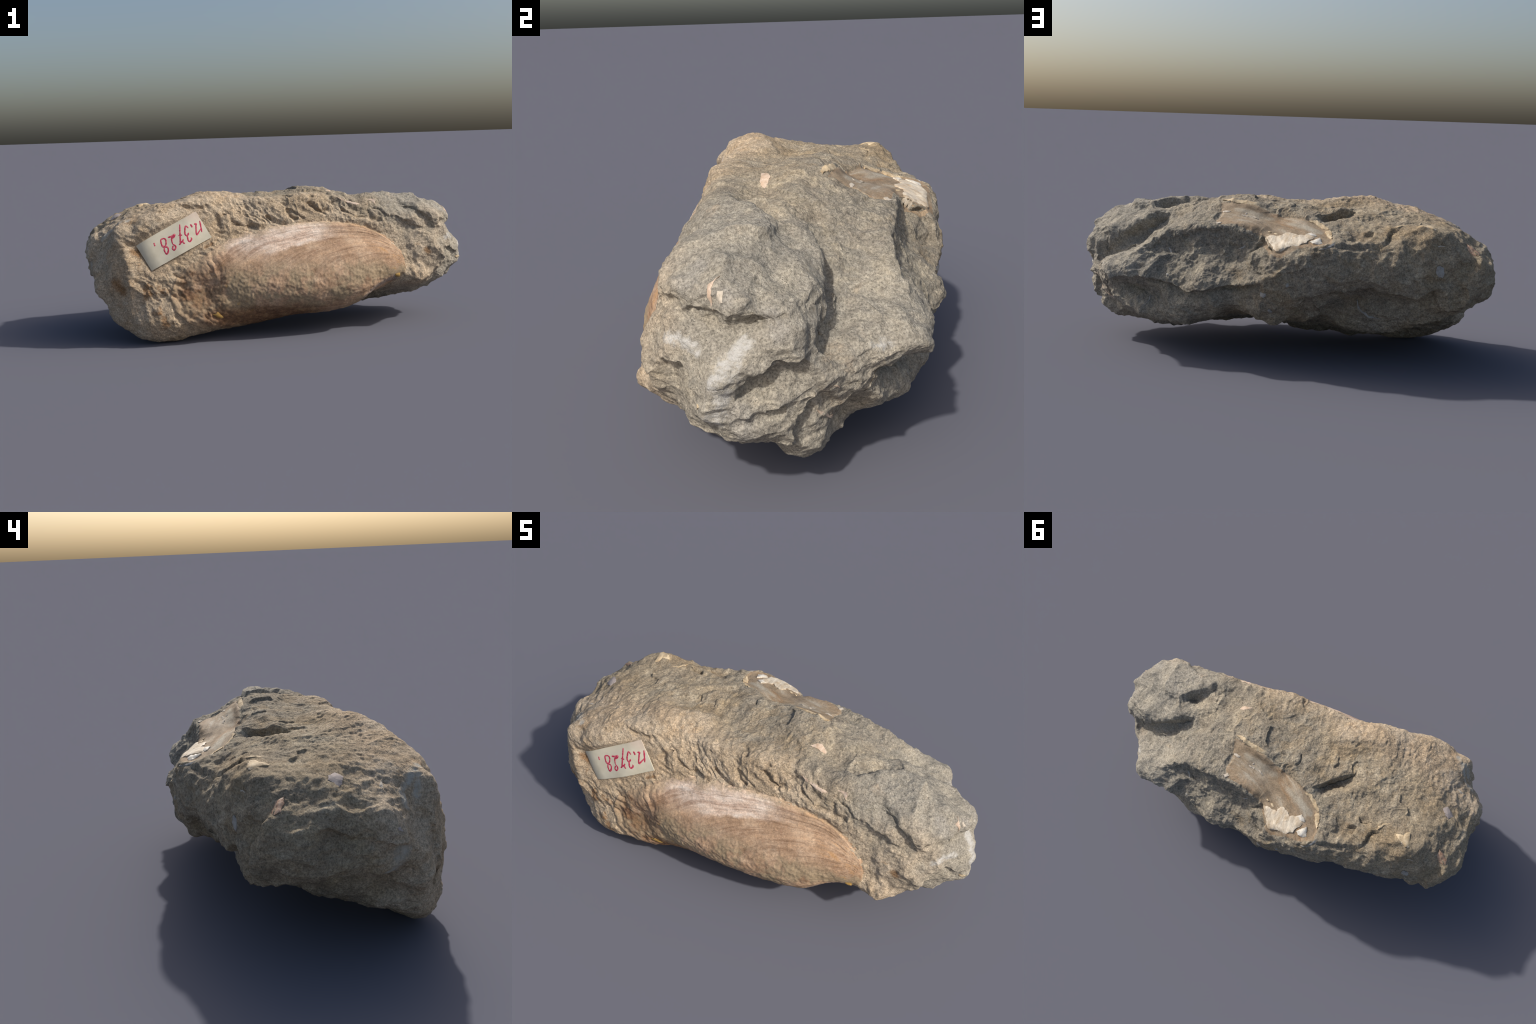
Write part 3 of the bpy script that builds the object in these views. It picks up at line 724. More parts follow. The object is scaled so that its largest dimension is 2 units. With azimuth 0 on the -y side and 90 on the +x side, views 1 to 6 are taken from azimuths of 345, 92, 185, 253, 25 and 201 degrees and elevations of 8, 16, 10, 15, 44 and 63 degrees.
def shell_material():
    n = Nodes("fossil_shell_skin", .8)
    x, z = n.axis(0), n.axis(2)
    g, a = growth_value(n)
    jitter = n.math("MULTIPLY", n.math("SUBTRACT", n.noise(6, 6, .65), .5), .22)
    gj = n.math("ADD", g, jitter)
    mott = n.noise(10, 8, .7)
    c = n.ramp(mott, (.36, (.325, .208, .128)), (.50, (.420, .280, .180)), (.62, (.490, .348, .235)))
    c = n.mix(n.math("MULTIPLY", n.span(n.noise(22, 6, .75), .56, .70), .50), c, (.285, .165, .110))
    # pinkish white band under the upper rim, from the middle to the left
    upper = n.math("MULTIPLY", n.span(gj, .66, .72), n.span(a, .08, .22))
    upper = n.math("MULTIPLY", upper, n.span(n.math("ADD", x, n.math("MULTIPLY", jitter, 1.2)), -.50, -.34))
    upper = n.math("MULTIPLY", upper, n.span(n.math("ADD", x, n.math("MULTIPLY", jitter, 2.0)), .34, .06))
    c = n.mix(n.math("MULTIPLY", upper, .97), c, n.ramp(n.noise(26, 6, .7, at=n.mapped((.35, 1, 1))), (.34, (.52, .375, .285)), (.5, (.68, .535, .43)), (.66, (.78, .67, .57))))
    # fine growth lines
    gw = n.math("ADD", g, n.math("MULTIPLY", n.math("SUBTRACT", n.noise(7, 4, .6), .5), .05))
    comb = n.new("ShaderNodeCombineXYZ")
    n.put(comb.inputs[0], gw)
    n.put(comb.inputs[1], n.math("MULTIPLY", a, .12))
    lines = n.noise(24, 6, .66, at=comb.outputs[0], warp=.25)
    c = n.mix(1.0, c, n.ramp(lines, (.36, (.70, .64, .60)), (.48, (1, 1, 1)), (.66, (1.16, 1.13, 1.08))), "MULTIPLY")
    # orange streaks near the beak
    near = n.span(x, .36, .54)
    c = n.mix(n.math("MULTIPLY", n.math("MULTIPLY", n.span(lines, .56, .66), near), .8), c, (.50, .255, .085))
    c = n.mix(n.math("MULTIPLY", n.stroke((.44, -.40, .43), (.560, -.39, .33), .002, .012, .012), .6), c, (.50, .27, .10))
    c = n.mix(n.math("MULTIPLY", n.math("MULTIPLY", n.span(gj, .90, .97), n.span(x, .10, .40)), .55), c, (.54, .335, .175))
    # sandy film over the lower half
    film = n.math("MULTIPLY", n.span(n.math("ADD", z, n.math("MULTIPLY", jitter, .6)), .40, .30), n.span(n.noise(8, 7, .65), .42, .56))
    c = n.mix(n.math("MULTIPLY", film, .8), c, (.335, .262, .165))
    # rust-brown left end and lower rim, with ochre flecks
    left = n.math("MULTIPLY", n.span(n.math("ADD", x, n.math("MULTIPLY", jitter, 1.6)), -.24, -.50), n.span(n.noise(6, 8, .72, warp=.5), .42, .60))
    low = n.span(n.math("ADD", z, n.math("MULTIPLY", jitter, .55)), .20, .13)
    rust = n.math("MAXIMUM", left, n.math("MULTIPLY", low, n.span(x, .30, .02)))
    rust = n.math("MAXIMUM", rust, n.math("MULTIPLY", n.stroke((-.585, -.35, .33), (-.60, -.36, .25), .022, .03, .03), .9))
    c = n.mix(n.math("MULTIPLY", rust, .95), c, n.ramp(n.noise(24, 7, .75), (.34, (.105, .052, .030)), (.48, (.185, .098, .052)), (.60, (.27, .155, .075)), (.72, (.36, .25, .15))))
    fleck = n.math("MULTIPLY", n.span(n.noise(15, 6, .7), .60, .68), n.math("MAXIMUM", n.span(x, -.10, -.35), n.math("MULTIPLY", low, .5)))
    c = n.mix(n.math("MULTIPLY", fleck, .75), c, (.37, .215, .055))
    white = n.math("MULTIPLY", n.span(n.noise(34, 6, .8), .64, .72), n.math("ADD", .25, rust, clamp=True))
    c = n.mix(n.math("MULTIPLY", white, .6), c, (.48, .43, .38))
    # grey nacre showing at the broken lower rim near the beak
    nacre = n.stroke((.14, -.34, .115), (.40, -.42, .195), .010, .02, .02)
    nacre = n.math("MAXIMUM", nacre, n.stroke((.40, -.42, .20), (.53, -.40, .262), .012, .02, .02))
    c = n.mix(n.math("MULTIPLY", nacre, .75), c, n.ramp(n.noise(40, 6, .7), (.38, (.17, .14, .125)), (.55, (.34, .28, .245)), (.66, (.50, .30, .17))))
    # edge fades into the rock
    rim = n.span(n.math("ADD", g, n.math("MULTIPLY", n.math("SUBTRACT", n.noise(14, 6, .7), .5), .34)), .90, 1.0)
    c = n.mix(n.math("MULTIPLY", rim, .70), c, (.44, .33, .215))
    c = n.mix(.55, c, grains(n, c))
    bump = n.math("ADD", n.math("MULTIPLY", lines, .8), n.math("MULTIPLY", n.noise(110, 5, .7), .6))
    return n.finish(c, bump, .004, .6)


def strip_material():
    """Brown inner skin of a shell: faint curved bands round a centre off the back edge."""
    n = Nodes("brown_shell_skin", .72)
    off = n.vec("SUBTRACT", n.pos, (.33, .62, .5))
    sp = n.new("ShaderNodeSeparateXYZ")
    n.put(sp.inputs[0], off)
    dx, dy = sp.outputs[0], sp.outputs[1]
    r = n.math("POWER", n.math("ADD", n.math("POWER", dx, 2), n.math("POWER", dy, 2)), .5)
    a = n.math("ARCTAN2", dy, dx)
    comb = n.new("ShaderNodeCombineXYZ")
    n.put(comb.inputs[0], r)
    n.put(comb.inputs[1], n.math("MULTIPLY", a, .09))
    flow = n.noise(20, 8, .68, at=comb.outputs[0], warp=.5)
    c = n.ramp(flow, (.32, (.205, .150, .096)), (.44, (.285, .212, .137)), (.54, (.330, .250, .165)), (.64, (.41, .350, .265)), (.76, (.49, .44, .36)))
    c = n.mix(n.math("MULTIPLY", n.span(n.noise(7, 6, .7, at=comb.outputs[0]), .52, .66), .6), c, (.30, .155, .060))
    c = n.mix(n.math("MULTIPLY", n.span(n.noise(48, 6, .75, at=comb.outputs[0]), .60, .70), .55), c, (.52, .475, .39))
    c = n.mix(n.math("MULTIPLY", n.span(n.noise(6, 6, .7), .50, .66), .35), c, (.27, .24, .195))
    band = n.stroke((.20, .15, .67), (.02, .20, .65), .006, .022, .03, 9)
    band = n.math("MAXIMUM", band, n.stroke((.02, .20, .65), (-.19, .31, .60), .006, .020, .024, 9))
    c = n.mix(n.math("MULTIPLY", band, .65), c, (.44, .395, .31))
    c = n.mix(.8, c, grains(n, c, .7))
    bump = n.math("ADD", n.noise(120, 5, .7), flow)
    return n.finish(c, bump, .003, .5)


def chip_material(name, dark, light, rough=.5, streak=(1, 1, 1)):
    n = Nodes(name, rough)
    at = n.mapped(streak, (0, 0, .62))
    c = n.ramp(n.noise(38, 6, .65, at=at, warp=.5), (.34, dark), (.62, light))
    c = n.mix(n.math("MULTIPLY", n.span(n.noise(70, 5, .7), .60, .70), .5), c, tuple(v * .55 for v in dark))
    c = n.mix(.35, c, grains(n, c, .7))
    return n.finish(c, n.noise(70, 5, .7, at=at), .003, .5)


def paper_material():
    n = Nodes("label_paper", .85)
    c = n.ramp(n.noise(9, 6, .6), (.35, (.50, .455, .345)), (.6, (.60, .555, .440)))
    c = n.mix(n.math("MULTIPLY", n.span(n.noise(40, 6, .7), .62, .72), .35), c, (.46, .37, .22))
    c = n.mix(n.math("MULTIPLY", n.stroke((-.50, -.26, .63), (-.46, -.26, .62), .01, .05, .02), .35), c, (.62, .42, .36))
    return n.finish(c, n.noise(140, 4, .6), .001, .3)


def ink_material():
    n = Nodes("red_ink", .7)
    c = n.ramp(n.noise(120, 4, .7), (.34, (.30, .012, .045)), (.5, (.48, .035, .085)), (.66, (.60, .16, .19)))
    return n.finish(c)


def paper_edge_material():
    n = Nodes("glue_line", .9)
    return n.finish(n.ramp(n.noise(40, 4, .6), (.4, (.10, .075, .045)), (.6, (.20, .15, .09))))


MATS = {
    "nacre": chip_material("white_shell", (.45, .34, .22), (.76, .67, .53), .5, (1.3, .3, 1)),
    "pearl": chip_material("bright_shell", (.56, .49, .38), (.80, .75, .66), .45),
    "ochre": chip_material("ochre_shell", (.42, .30, .17), (.66, .53, .35), .7),
    "cream": chip_material("cream_shell", (.42, .36, .28), (.58, .51, .42), .75),
    "lilac": chip_material("lilac_shell", (.33, .27, .24), (.47, .40, .36), .75, (1, .4, 1)),
    "rusty": chip_material("rusty_shell", (.26, .10, .045), (.56, .40, .28)),
    "peach": chip_material("peach_shell", (.46, .33, .23), (.62, .50, .40), .75),
    "grey_shell": chip_material("grey_shell", (.27, .255, .23), (.40, .38, .345), .8),
    "amber": chip_material("amber_shell", (.34, .19, .05), (.50, .32, .10), .55),
}

# --------------------------------------------------------------------- objects
root = bpy.data.objects.new("fossil_rock", None)
bpy.context.collection.objects.link(root)
root["label"] = "grey-buff sandstone block with fossil mussel shell and paper label"
root["category"] = "fossil rock"


def link(name, me, material, parent=root):
    o = bpy.data.objects.new(name, me)
    bpy.context.collection.objects.link(o)
    o.parent = parent
    me.materials.append(material)
    return o


def region_mesh(name, faces):
    used = np.unique(QUADS[faces])
    back = np.full(len(P), -1)
    back[used] = np.arange(len(used))
    q = back[QUADS[faces]]
    me = bpy.data.meshes.new(name)
    me.vertices.add(len(used))
    me.vertices.foreach_set("co", P[used].astype(np.float32).ravel())
    me.loops.add(4 * len(q))
    me.loops.foreach_set("vertex_index", q.astype(np.int32).ravel())
    me.polygons.add(len(q))
    me.polygons.foreach_set("loop_start", np.arange(0, 4 * len(q), 4, dtype=np.int32))
    me.update(calc_edges=True)
    me.shade_smooth()
    me.normals_split_custom_set_from_vertices(NORMAL[used].astype(np.float32))
    return me


# one surface, parted into rock, big shell and brown strip (ragged borders)
FC = P[QUADS].mean(1)
FN = NORMAL[QUADS].mean(1)
rag = .010 * noise(FC, 20, 81) + .007 * noise(FC, 55, 82)
in_shell = shell_mask(FC, FN) + rag * 1.4 > 0
in_strip = (strip_mask(FC, FN) + rag * .25 > 0) & ~in_shell
rock = link("rock_matrix", region_mesh("rock_matrix", np.where(~in_shell & ~in_strip)[0]), rock_material())
shell = link("mussel_shell", region_mesh("mussel_shell", np.where(in_shell)[0]), shell_material())
strip = link("shell_imprint", region_mesh("shell_imprint", np.where(in_strip)[0]), strip_material())

# search tree over the whole surface, for laying the chips on it (every second vertex row is fine)
tris = np.vstack([QUADS[:, [0, 1, 2]], QUADS[:, [0, 2, 3]]])
centre_of = P[QUADS].mean(1)
from mathutils import geometry


def surface_patch(lo, hi):
    k = np.where(((centre_of > lo) & (centre_of < hi)).all(1))[0]
    q = QUADS[k]
    used = np.unique(q)
    back = np.full(len(P), -1)
    back[used] = np.arange(len(used))
    return BVHTree.FromPolygons([tuple(v) for v in P[used]], back[q].tolist())


PARENT = {"white_flake": strip, "yellow_flake": strip, "pale_chip": strip, "amber_chip": shell}


def fragment(name, material, thick, normal, outline):
    """A thin broken piece of shell, bedded in the surface: ragged outline,
    laid on the rock, with edges that go down into it."""
    n = Vector(normal).normalized()
    pts = [Vector(p) for p in outline]
    mid = sum(pts, Vector()) / len(pts)
    t1 = (pts[0] - mid) - n * (pts[0] - mid).dot(n)
    t1.normalize()
    t2 = n.cross(t1)
    flat = np.array([((p - mid).dot(t1), (p - mid).dot(t2)) for p in pts])
    size = np.ptp(flat, axis=0).max()
    step = max(.0028, min(.0065, size / 12))
    edge = []
    for p, q in zip(flat, np.roll(flat, -1, 0)):
        m = max(1, int(np.linalg.norm(q - p) / step))
        for i in range(m):
            edge.append(p + (q - p) * i / m)
    edge = np.array(edge)
    w = np.array([[mid + t1 * float(u) + t2 * float(v)] for u, v in edge]).reshape(-1, 3)
    jag = .55 * step * np.stack([noise(w, 130, 91), noise(w, 130, 92)], 1) + (.0015 + .011 * size) * np.stack([noise(w, 45, 93), noise(w, 45, 94)], 1)
    edge = (edge - edge.mean(0)) * .93 + edge.mean(0) + jag
    lo, hi = edge.min(0), edge.max(0)
    g = np.stack(np.meshgrid(np.arange(lo[0], hi[0], step), np.arange(lo[1], hi[1], step)), -1).reshape(-1, 2)
    if len(g):
        g = g[inside(g[:, 0], g[:, 1], edge) > .45 * step]
    allp = [tuple(map(float, e)) for e in edge] + [tuple(map(float, e)) for e in g]
    ring_ids = list(range(len(edge)))
    v2, _, f2, *_ = geometry.delaunay_2d_cdt([Vector(p) for p in allp], [], [ring_ids], 1, 1e-6)
    v2 = np.array([tuple(p) for p in v2])
    rim = inside(v2[:, 0], v2[:, 1], edge)
    tree = surface_patch(np.array(mid) - size - .08, np.array(mid) + size + .08)
    co = []
    for (u, v), r in zip(v2, rim):
        p = mid + t1 * float(u) + t2 * float(v)
        hit = tree.ray_cast(p + n * .06, -n, .14)[0]
        co.append(hit if hit is not None else p)
    co = np.array([tuple(c) for c in co])
    raw = (co - np.array(mid)) @ np.array(n)
    # a bedded chip is smoother than the rock under it
    base = (co - np.array(mid)) @ np.array(n)
    A = np.stack([np.ones(len(v2)), v2[:, 0], v2[:, 1], v2[:, 0]**2, v2[:, 1]**2, v2[:, 0] * v2[:, 1]], 1) if len(v2) > 12 else np.ones((len(v2), 1))
    fit = A @ np.linalg.lstsq(A, base, rcond=None)[0]
    base = np.clip(base, np.median(base) - .16 * size - .003, np.median(base) + .16 * size + .003)
    top_h = np.maximum(.75 * fit + .25 * base, base - .5 * thick)
    layers = noise(co * np.array([1.3, .6, 1]), 30, 96) + .4 * noise(co, 75, 95)
    wob = .20 * (smooth(-.3, -.22, layers) + smooth(.0, .06, layers) + smooth(.28, .34, layers) - 1.5) + .12 * noise(co, 110, 97)
    h = top_h + thick * (.55 + .45 * smooth(0, min(.006, .2 * size), rim) + wob)
    co = co + np.array(n) * (h - raw)[:, None]
    me = bpy.data.meshes.new(name)
    count = len(co)
    border = np.abs(rim) < 1e-4
    faces = [list(f) for f in f2]
    seen = {}
    for f in faces:
        for a, b in zip(f, f[1:] + f[:1]):
            seen[(a, b)] = True
    verts = [tuple(c) for c in co]
    low = {}
    for a, b in list(seen):
        if (b, a) not in seen:
            for k in (a, b):
                if k not in low:
                    low[k] = len(verts)
                    verts.append(tuple(co[k] - np.array(n) * float(h[k] - base[k] + .012)))
            faces.append([b, a, low[a], low[b]])
    me.from_pydata(verts, [], faces)
    me.update()
    if sum((Vector(p.normal).dot(n) for p in list(me.polygons)[:len(f2)])) < 0:
        me.flip_normals()
    me.shade_smooth()
    me.set_sharp_from_angle(angle=math.radians(50))
    return link(name, me, MATS[material], PARENT.get(name, rock))


fragment("white_flake", "nacre", 0.0045, (0.09, 0.37, 0.93), [(0.053, 0.330, 0.575), (0.023, 0.330, 0.580), (-0.009, 0.337, 0.581), (-0.030, 0.344, 0.581), (-0.032, 0.329, 0.585), (-0.054, 0.309, 0.593), (-0.077, 0.323, 0.590), (-0.104, 0.347, 0.584), (-0.133, 0.336, 0.588), (-0.155, 0.326, 0.591), (-0.177, 0.342, 0.587), (-0.190, 0.362, 0.582), (-0.154, 0.403, 0.568), (-0.145, 0.420, 0.560), (-0.117, 0.435, 0.552), (-0.077, 0.433, 0.552), (-0.048, 0.435, 0.549), (-0.004, 0.437, 0.537), (0.012, 0.403, 0.555), (0.039, 0.364, 0.563)])
fragment("white_flake", "pearl", 0.006, (0.02, 0.39, 0.92), [(-0.154, 0.405, 0.568), (-0.174, 0.390, 0.574), (-0.201, 0.371, 0.579), (-0.214, 0.419, 0.563), (-0.195, 0.427, 0.558), (-0.168, 0.423, 0.559)])
fragment("white_flake", "pearl", 0.006, (0.00, 0.25, 0.97), [(-0.131, 0.339, 0.587), (-0.155, 0.326, 0.591), (-0.177, 0.342, 0.587), (-0.185, 0.357, 0.583), (-0.158, 0.355, 0.584)])
fragment("white_flake", "nacre", 0.006, (0.04, 0.28, 0.96), [(-0.065, 0.369, 0.577), (-0.089, 0.355, 0.582), (-0.105, 0.378, 0.576), (-0.088, 0.394, 0.571), (-0.073, 0.392, 0.571)])
fragment("yellow_flake", "ochre", 0.0045, (0.08, 0.35, 0.93), [(0.287, 0.066, 0.693), (0.262, 0.064, 0.700), (0.180, 0.087, 0.696), (0.101, 0.103, 0.689), (0.102, 0.121, 0.684), (0.150, 0.117, 0.684), (0.234, 0.093, 0.691)])
fragment("yellow_flake", "ochre", 0.0045, (-0.20, 0.41, 0.89), [(-0.136, 0.231, 0.646), (-0.152, 0.223, 0.646), (-0.170, 0.225, 0.638), (-0.194, 0.240, 0.622), (-0.228, 0.272, 0.604), (-0.229, 0.287, 0.599), (-0.209, 0.280, 0.604), (-0.167, 0.245, 0.628)])
fragment("yellow_flake", "ochre", 0.006, (-0.04, 0.25, 0.97), [(-0.211, 0.288, 0.600), (-0.240, 0.296, 0.596), (-0.250, 0.335, 0.586), (-0.249, 0.375, 0.578), (-0.227, 0.343, 0.585)])
fragment("pale_chip", "cream", 0.003, (0.15, 0.54, 0.83), [(0.269, 0.148, 0.653), (0.251, 0.146, 0.658), (0.227, 0.155, 0.656), (0.233, 0.163, 0.650), (0.263, 0.156, 0.649)])
fragment("pale_chip", "cream", 0.003, (0.11, 0.47, 0.88), [(0.284, 0.254, 0.604), (0.265, 0.242, 0.612), (0.250, 0.253, 0.609), (0.268, 0.265, 0.600)])
fragment("pale_chip", "cream", 0.004, (0.18, 0.43, 0.88), [(0.177, 0.183, 0.651), (0.144, 0.191, 0.654), (0.143, 0.197, 0.651), (0.174, 0.190, 0.648)])
fragment("pale_chip", "cream", 0.004, (0.14, 0.44, 0.89), [(0.129, 0.196, 0.654), (0.116, 0.195, 0.657), (0.093, 0.212, 0.652), (0.098, 0.214, 0.650)])
fragment("pale_chip", "cream", 0.004, (0.16, 0.41, 0.90), [(0.161, 0.173, 0.659), (0.152, 0.168, 0.663), (0.149, 0.176, 0.660), (0.157, 0.179, 0.657)])
fragment("pale_chip", "ochre", 0.004, (0.05, 0.44, 0.90), [(0.038, 0.304, 0.590), (0.032, 0.300, 0.592), (0.020, 0.308, 0.588), (0.028, 0.312, 0.586)])
fragment("pale_chip", "ochre", 0.004, (0.08, 0.30, 0.95), [(0.011, 0.318, 0.585), (-0.001, 0.315, 0.587), (-0.013, 0.329, 0.584), (-0.003, 0.330, 0.583)])
fragment("shell_fragment", "ochre", 0.0045, (-0.06, 0.11, 0.99), [(-0.609, 0.286, 0.634), (-0.625, 0.284, 0.634), (-0.653, 0.285, 0.633), (-0.663, 0.262, 0.630), (-0.683, 0.253, 0.626), (-0.698, 0.332, 0.623), (-0.680, 0.338, 0.623), (-0.634, 0.315, 0.631)])
fragment("shell_fragment", "lilac", 0.003, (-0.39, -0.08, 0.92), [(-0.794, 0.072, 0.616), (-0.814, 0.048, 0.608), (-0.847, 0.067, 0.592), (-0.861, 0.086, 0.589), (-0.833, 0.116, 0.605), (-0.808, 0.103, 0.613)])
fragment("shell_fragment", "cream", 0.004, (-0.49, -0.13, 0.86), [(-0.838, -0.072, 0.585), (-0.851, -0.073, 0.578), (-0.875, -0.064, 0.565), (-0.861, -0.056, 0.574)])
fragment("shell_fragment", "ochre", 0.004, (0.10, 0.06, 0.99), [(-0.522, 0.300, 0.621), (-0.529, 0.278, 0.627), (-0.555, 0.253, 0.630), (-0.586, 0.245, 0.631), (-0.555, 0.265, 0.630), (-0.535, 0.288, 0.626)])
fragment("shell_fragment", "rusty", 0.005, (-0.55, 0.20, 0.81), [(-0.828, 0.261, 0.564), (-0.850, 0.270, 0.546), (-0.882, 0.293, 0.525), (-0.881, 0.315, 0.519), (-0.861, 0.320, 0.528), (-0.832, 0.293, 0.557)])
fragment("shell_fragment", "peach", 0.0035, (0.36, -0.16, 0.92), [(0.259, -0.106, 0.700), (0.280, -0.082, 0.700), (0.303, -0.076, 0.692), (0.331, -0.094, 0.672), (0.320, -0.109, 0.677), (0.289, -0.106, 0.691)])
fragment("shell_fragment", "peach", 0.003, (0.09, -0.78, 0.62), [(0.435, -0.270, 0.657), (0.479, -0.265, 0.657), (0.483, -0.276, 0.643), (0.477, -0.285, 0.631), (0.467, -0.276, 0.646)])
fragment("shell_fragment", "peach", 0.004, (0.01, -0.78, 0.63), [(0.271, -0.256, 0.673), (0.301, -0.260, 0.668), (0.343, -0.271, 0.656), (0.403, -0.284, 0.640), (0.377, -0.287, 0.634), (0.305, -0.271, 0.655)])
fragment("shell_fragment", "peach", 0.0035, (0.85, -0.39, 0.36), [(0.917, -0.213, 0.580), (0.921, -0.196, 0.588), (0.913, -0.181, 0.599), (0.926, -0.199, 0.580), (0.933, -0.202, 0.555), (0.931, -0.201, 0.522), (0.929, -0.205, 0.522), (0.928, -0.208, 0.563)])
fragment("shell_fragment", "cream", 0.003, (0.87, -0.48, 0.12), [(0.937, -0.189, 0.567), (0.942, -0.178, 0.569), (0.949, -0.174, 0.544), (0.942, -0.184, 0.537), (0.940, -0.190, 0.551)])
fragment("shell_fragment", "peach", 0.003, (0.50, 0.86, -0.06), [(0.891, 0.046, 0.256), (0.861, 0.067, 0.231), (0.790, 0.084, 0.190), (0.834, 0.073, 0.207), (0.888, 0.050, 0.243)])
fragment("shell_fragment", "peach", 0.004, (0.94, 0.33, -0.11), [(0.892, 0.065, 0.322), (0.889, 0.076, 0.320), (0.883, 0.084, 0.309), (0.889, 0.073, 0.316)])
fragment("shell_fragment", "ochre", 0.006, (0.69, -0.72, 0.02), [(0.958, -0.237, 0.319), (0.969, -0.226, 0.324), (0.976, -0.219, 0.319), (0.967, -0.228, 0.309), (0.960, -0.235, 0.311)])
fragment("shell_fragment", "grey_shell", 0.004, (0.04, 0.93, -0.38), [(0.014, 0.425, 0.272), (0.003, 0.427, 0.278), (-0.007, 0.423, 0.264), (-0.001, 0.417, 0.251), (0.012, 0.419, 0.258)])
fragment("shell_fragment", "grey_shell", 0.004, (-0.01, 1.00, -0.10), [(0.049, 0.437, 0.347), (0.024, 0.436, 0.346), (0.020, 0.435, 0.335), (0.032, 0.434, 0.325), (0.049, 0.435, 0.329)])
fragment("shell_fragment", "grey_shell", 0.004, (0.11, 0.95, -0.29), [(-0.065, 0.452, 0.395), (-0.074, 0.455, 0.398), (-0.081, 0.452, 0.389), (-0.074, 0.449, 0.379), (-0.066, 0.449, 0.384)])
fragment("shell_fragment", "grey_shell", 0.003, (-0.05, 0.89, -0.46), [(-0.371, 0.352, 0.288), (-0.377, 0.353, 0.288), (-0.376, 0.335, 0.271), (-0.425, 0.315, 0.240), (-0.482, 0.309, 0.228), (-0.482, 0.308, 0.224), (-0.421, 0.314, 0.233), (-0.370, 0.330, 0.264)])
fragment("shell_fragment", "grey_shell", 0.003, (0.02, 0.62, 0.79), [(-0.194, 0.455, 0.537), (-0.223, 0.451, 0.542), (-0.270, 0.406, 0.569), (-0.267, 0.425, 0.561), (-0.231, 0.453, 0.542), (-0.207, 0.458, 0.534)])
fragment("shell_fragment", "cream", 0.003, (-0.06, 0.19, 0.98), [(-0.628, 0.273, 0.633), (-0.638, 0.301, 0.633), (-0.696, 0.327, 0.625), (-0.691, 0.336, 0.623), (-0.650, 0.322, 0.629)])
fragment("shell_fragment", "cream", 0.003, (-0.23, 0.92, 0.32), [(-0.703, 0.372, 0.575), (-0.735, 0.365, 0.574), (-0.735, 0.366, 0.571), (-0.707, 0.373, 0.570)])
fragment("shell_fragment", "grey_shell", 0.003, (-0.00, 0.96, 0.27), [(0.498, 0.254, 0.492), (0.492, 0.254, 0.492), (0.475, 0.260, 0.468), (0.479, 0.262, 0.464)])
fragment("shell_fragment", "grey_shell", 0.003, (0.45, 0.87, 0.20), [(0.172, 0.313, 0.510), (0.146, 0.322, 0.532), (0.140, 0.326, 0.529), (0.160, 0.319, 0.513)])
fragment("shell_fragment", "grey_shell", 0.003, (0.46, 0.86, -0.25), [(0.598, 0.300, 0.254), (0.593, 0.302, 0.254), (0.595, 0.298, 0.234), (0.608, 0.282, 0.211), (0.611, 0.280, 0.211), (0.599, 0.296, 0.236)])
fragment("shell_fragment", "grey_shell", 0.004, (0.14, 0.88, 0.46), [(0.488, 0.320, 0.382), (0.479, 0.321, 0.382), (0.474, 0.326, 0.374), (0.484, 0.326, 0.371)])
fragment("shell_fragment", "grey_shell", 0.004, (-0.13, 0.95, 0.29), [(-0.699, 0.393, 0.486), (-0.713, 0.389, 0.492), (-0.732, 0.390, 0.483), (-0.737, 0.397, 0.459), (-0.731, 0.403, 0.441), (-0.713, 0.405, 0.442), (-0.697, 0.402, 0.460)])
fragment("shell_fragment", "lilac", 0.004, (-0.96, -0.26, 0.13), [(-0.994, -0.058, 0.467), (-0.990, -0.068, 0.471), (-0.990, -0.075, 0.455), (-0.994, -0.060, 0.460)])
fragment("amber_chip", "amber", 0.005, (0.05, -0.98, -0.17), [(-0.425, -0.385, 0.142), (-0.403, -0.385, 0.156), (-0.387, -0.383, 0.143), (-0.369, -0.378, 0.121), (-0.381, -0.377, 0.117), (-0.416, -0.383, 0.133)])
fragment("amber_chip", "amber", 0.006, (0.47, -0.88, 0.06), [(0.525, -0.403, 0.277), (0.545, -0.389, 0.282), (0.551, -0.391, 0.260), (0.536, -0.397, 0.260), (0.524, -0.404, 0.269)])


# ----------------------------------------------------------------- paper label
def sheet(name, nu, nv, point, thick, material, parent):
    """A thin sheet with a rim, from a function of (u, v)."""
    u, v = np.meshgrid(np.linspace(0, 1, nu), np.linspace(0, 1, nv), indexing="ij")
    u, v = u.ravel(), v.ravel()
    upper, lower = point(u, v, thick), point(u, v, -.002)
    verts = np.vstack([upper, lower])
    m = nu * nv
    faces = []
    for i in range(nu - 1):
        for j in range(nv - 1):
            a, b, c, e = i * nv + j, (i + 1) * nv + j, (i + 1) * nv + j + 1, i * nv + j + 1
            faces += [[a, e, c, b], [a + m, b + m, c + m, e + m]]
    rim = [i * nv for i in range(nu)] + [(nu - 1) * nv + j for j in range(1, nv)] + [i * nv + nv - 1 for i in range(nu - 2, -1, -1)] + [j for j in range(nv - 2, 0, -1)]
    for a, b in zip(rim, rim[1:] + rim[:1]):
        faces.append([a, b, b + m, a + m])
    me = bpy.data.meshes.new(name)
    me.from_pydata([tuple(p) for p in verts], [], faces)
    me.update()
    me.shade_smooth()
    me.set_sharp_from_angle(angle=math.radians(40))
    return link(name, me, material, parent)


def on_sheet(lift=0.0):
    def point(u, v, t):
        w = label_point(u, v, .0015 + t)
        # edges of hand-cut paper are not quite straight
        return w + .0010 * np.stack([noise(w, 30, 97), 0 * u, noise(w, 30, 98)], 1)
    return point


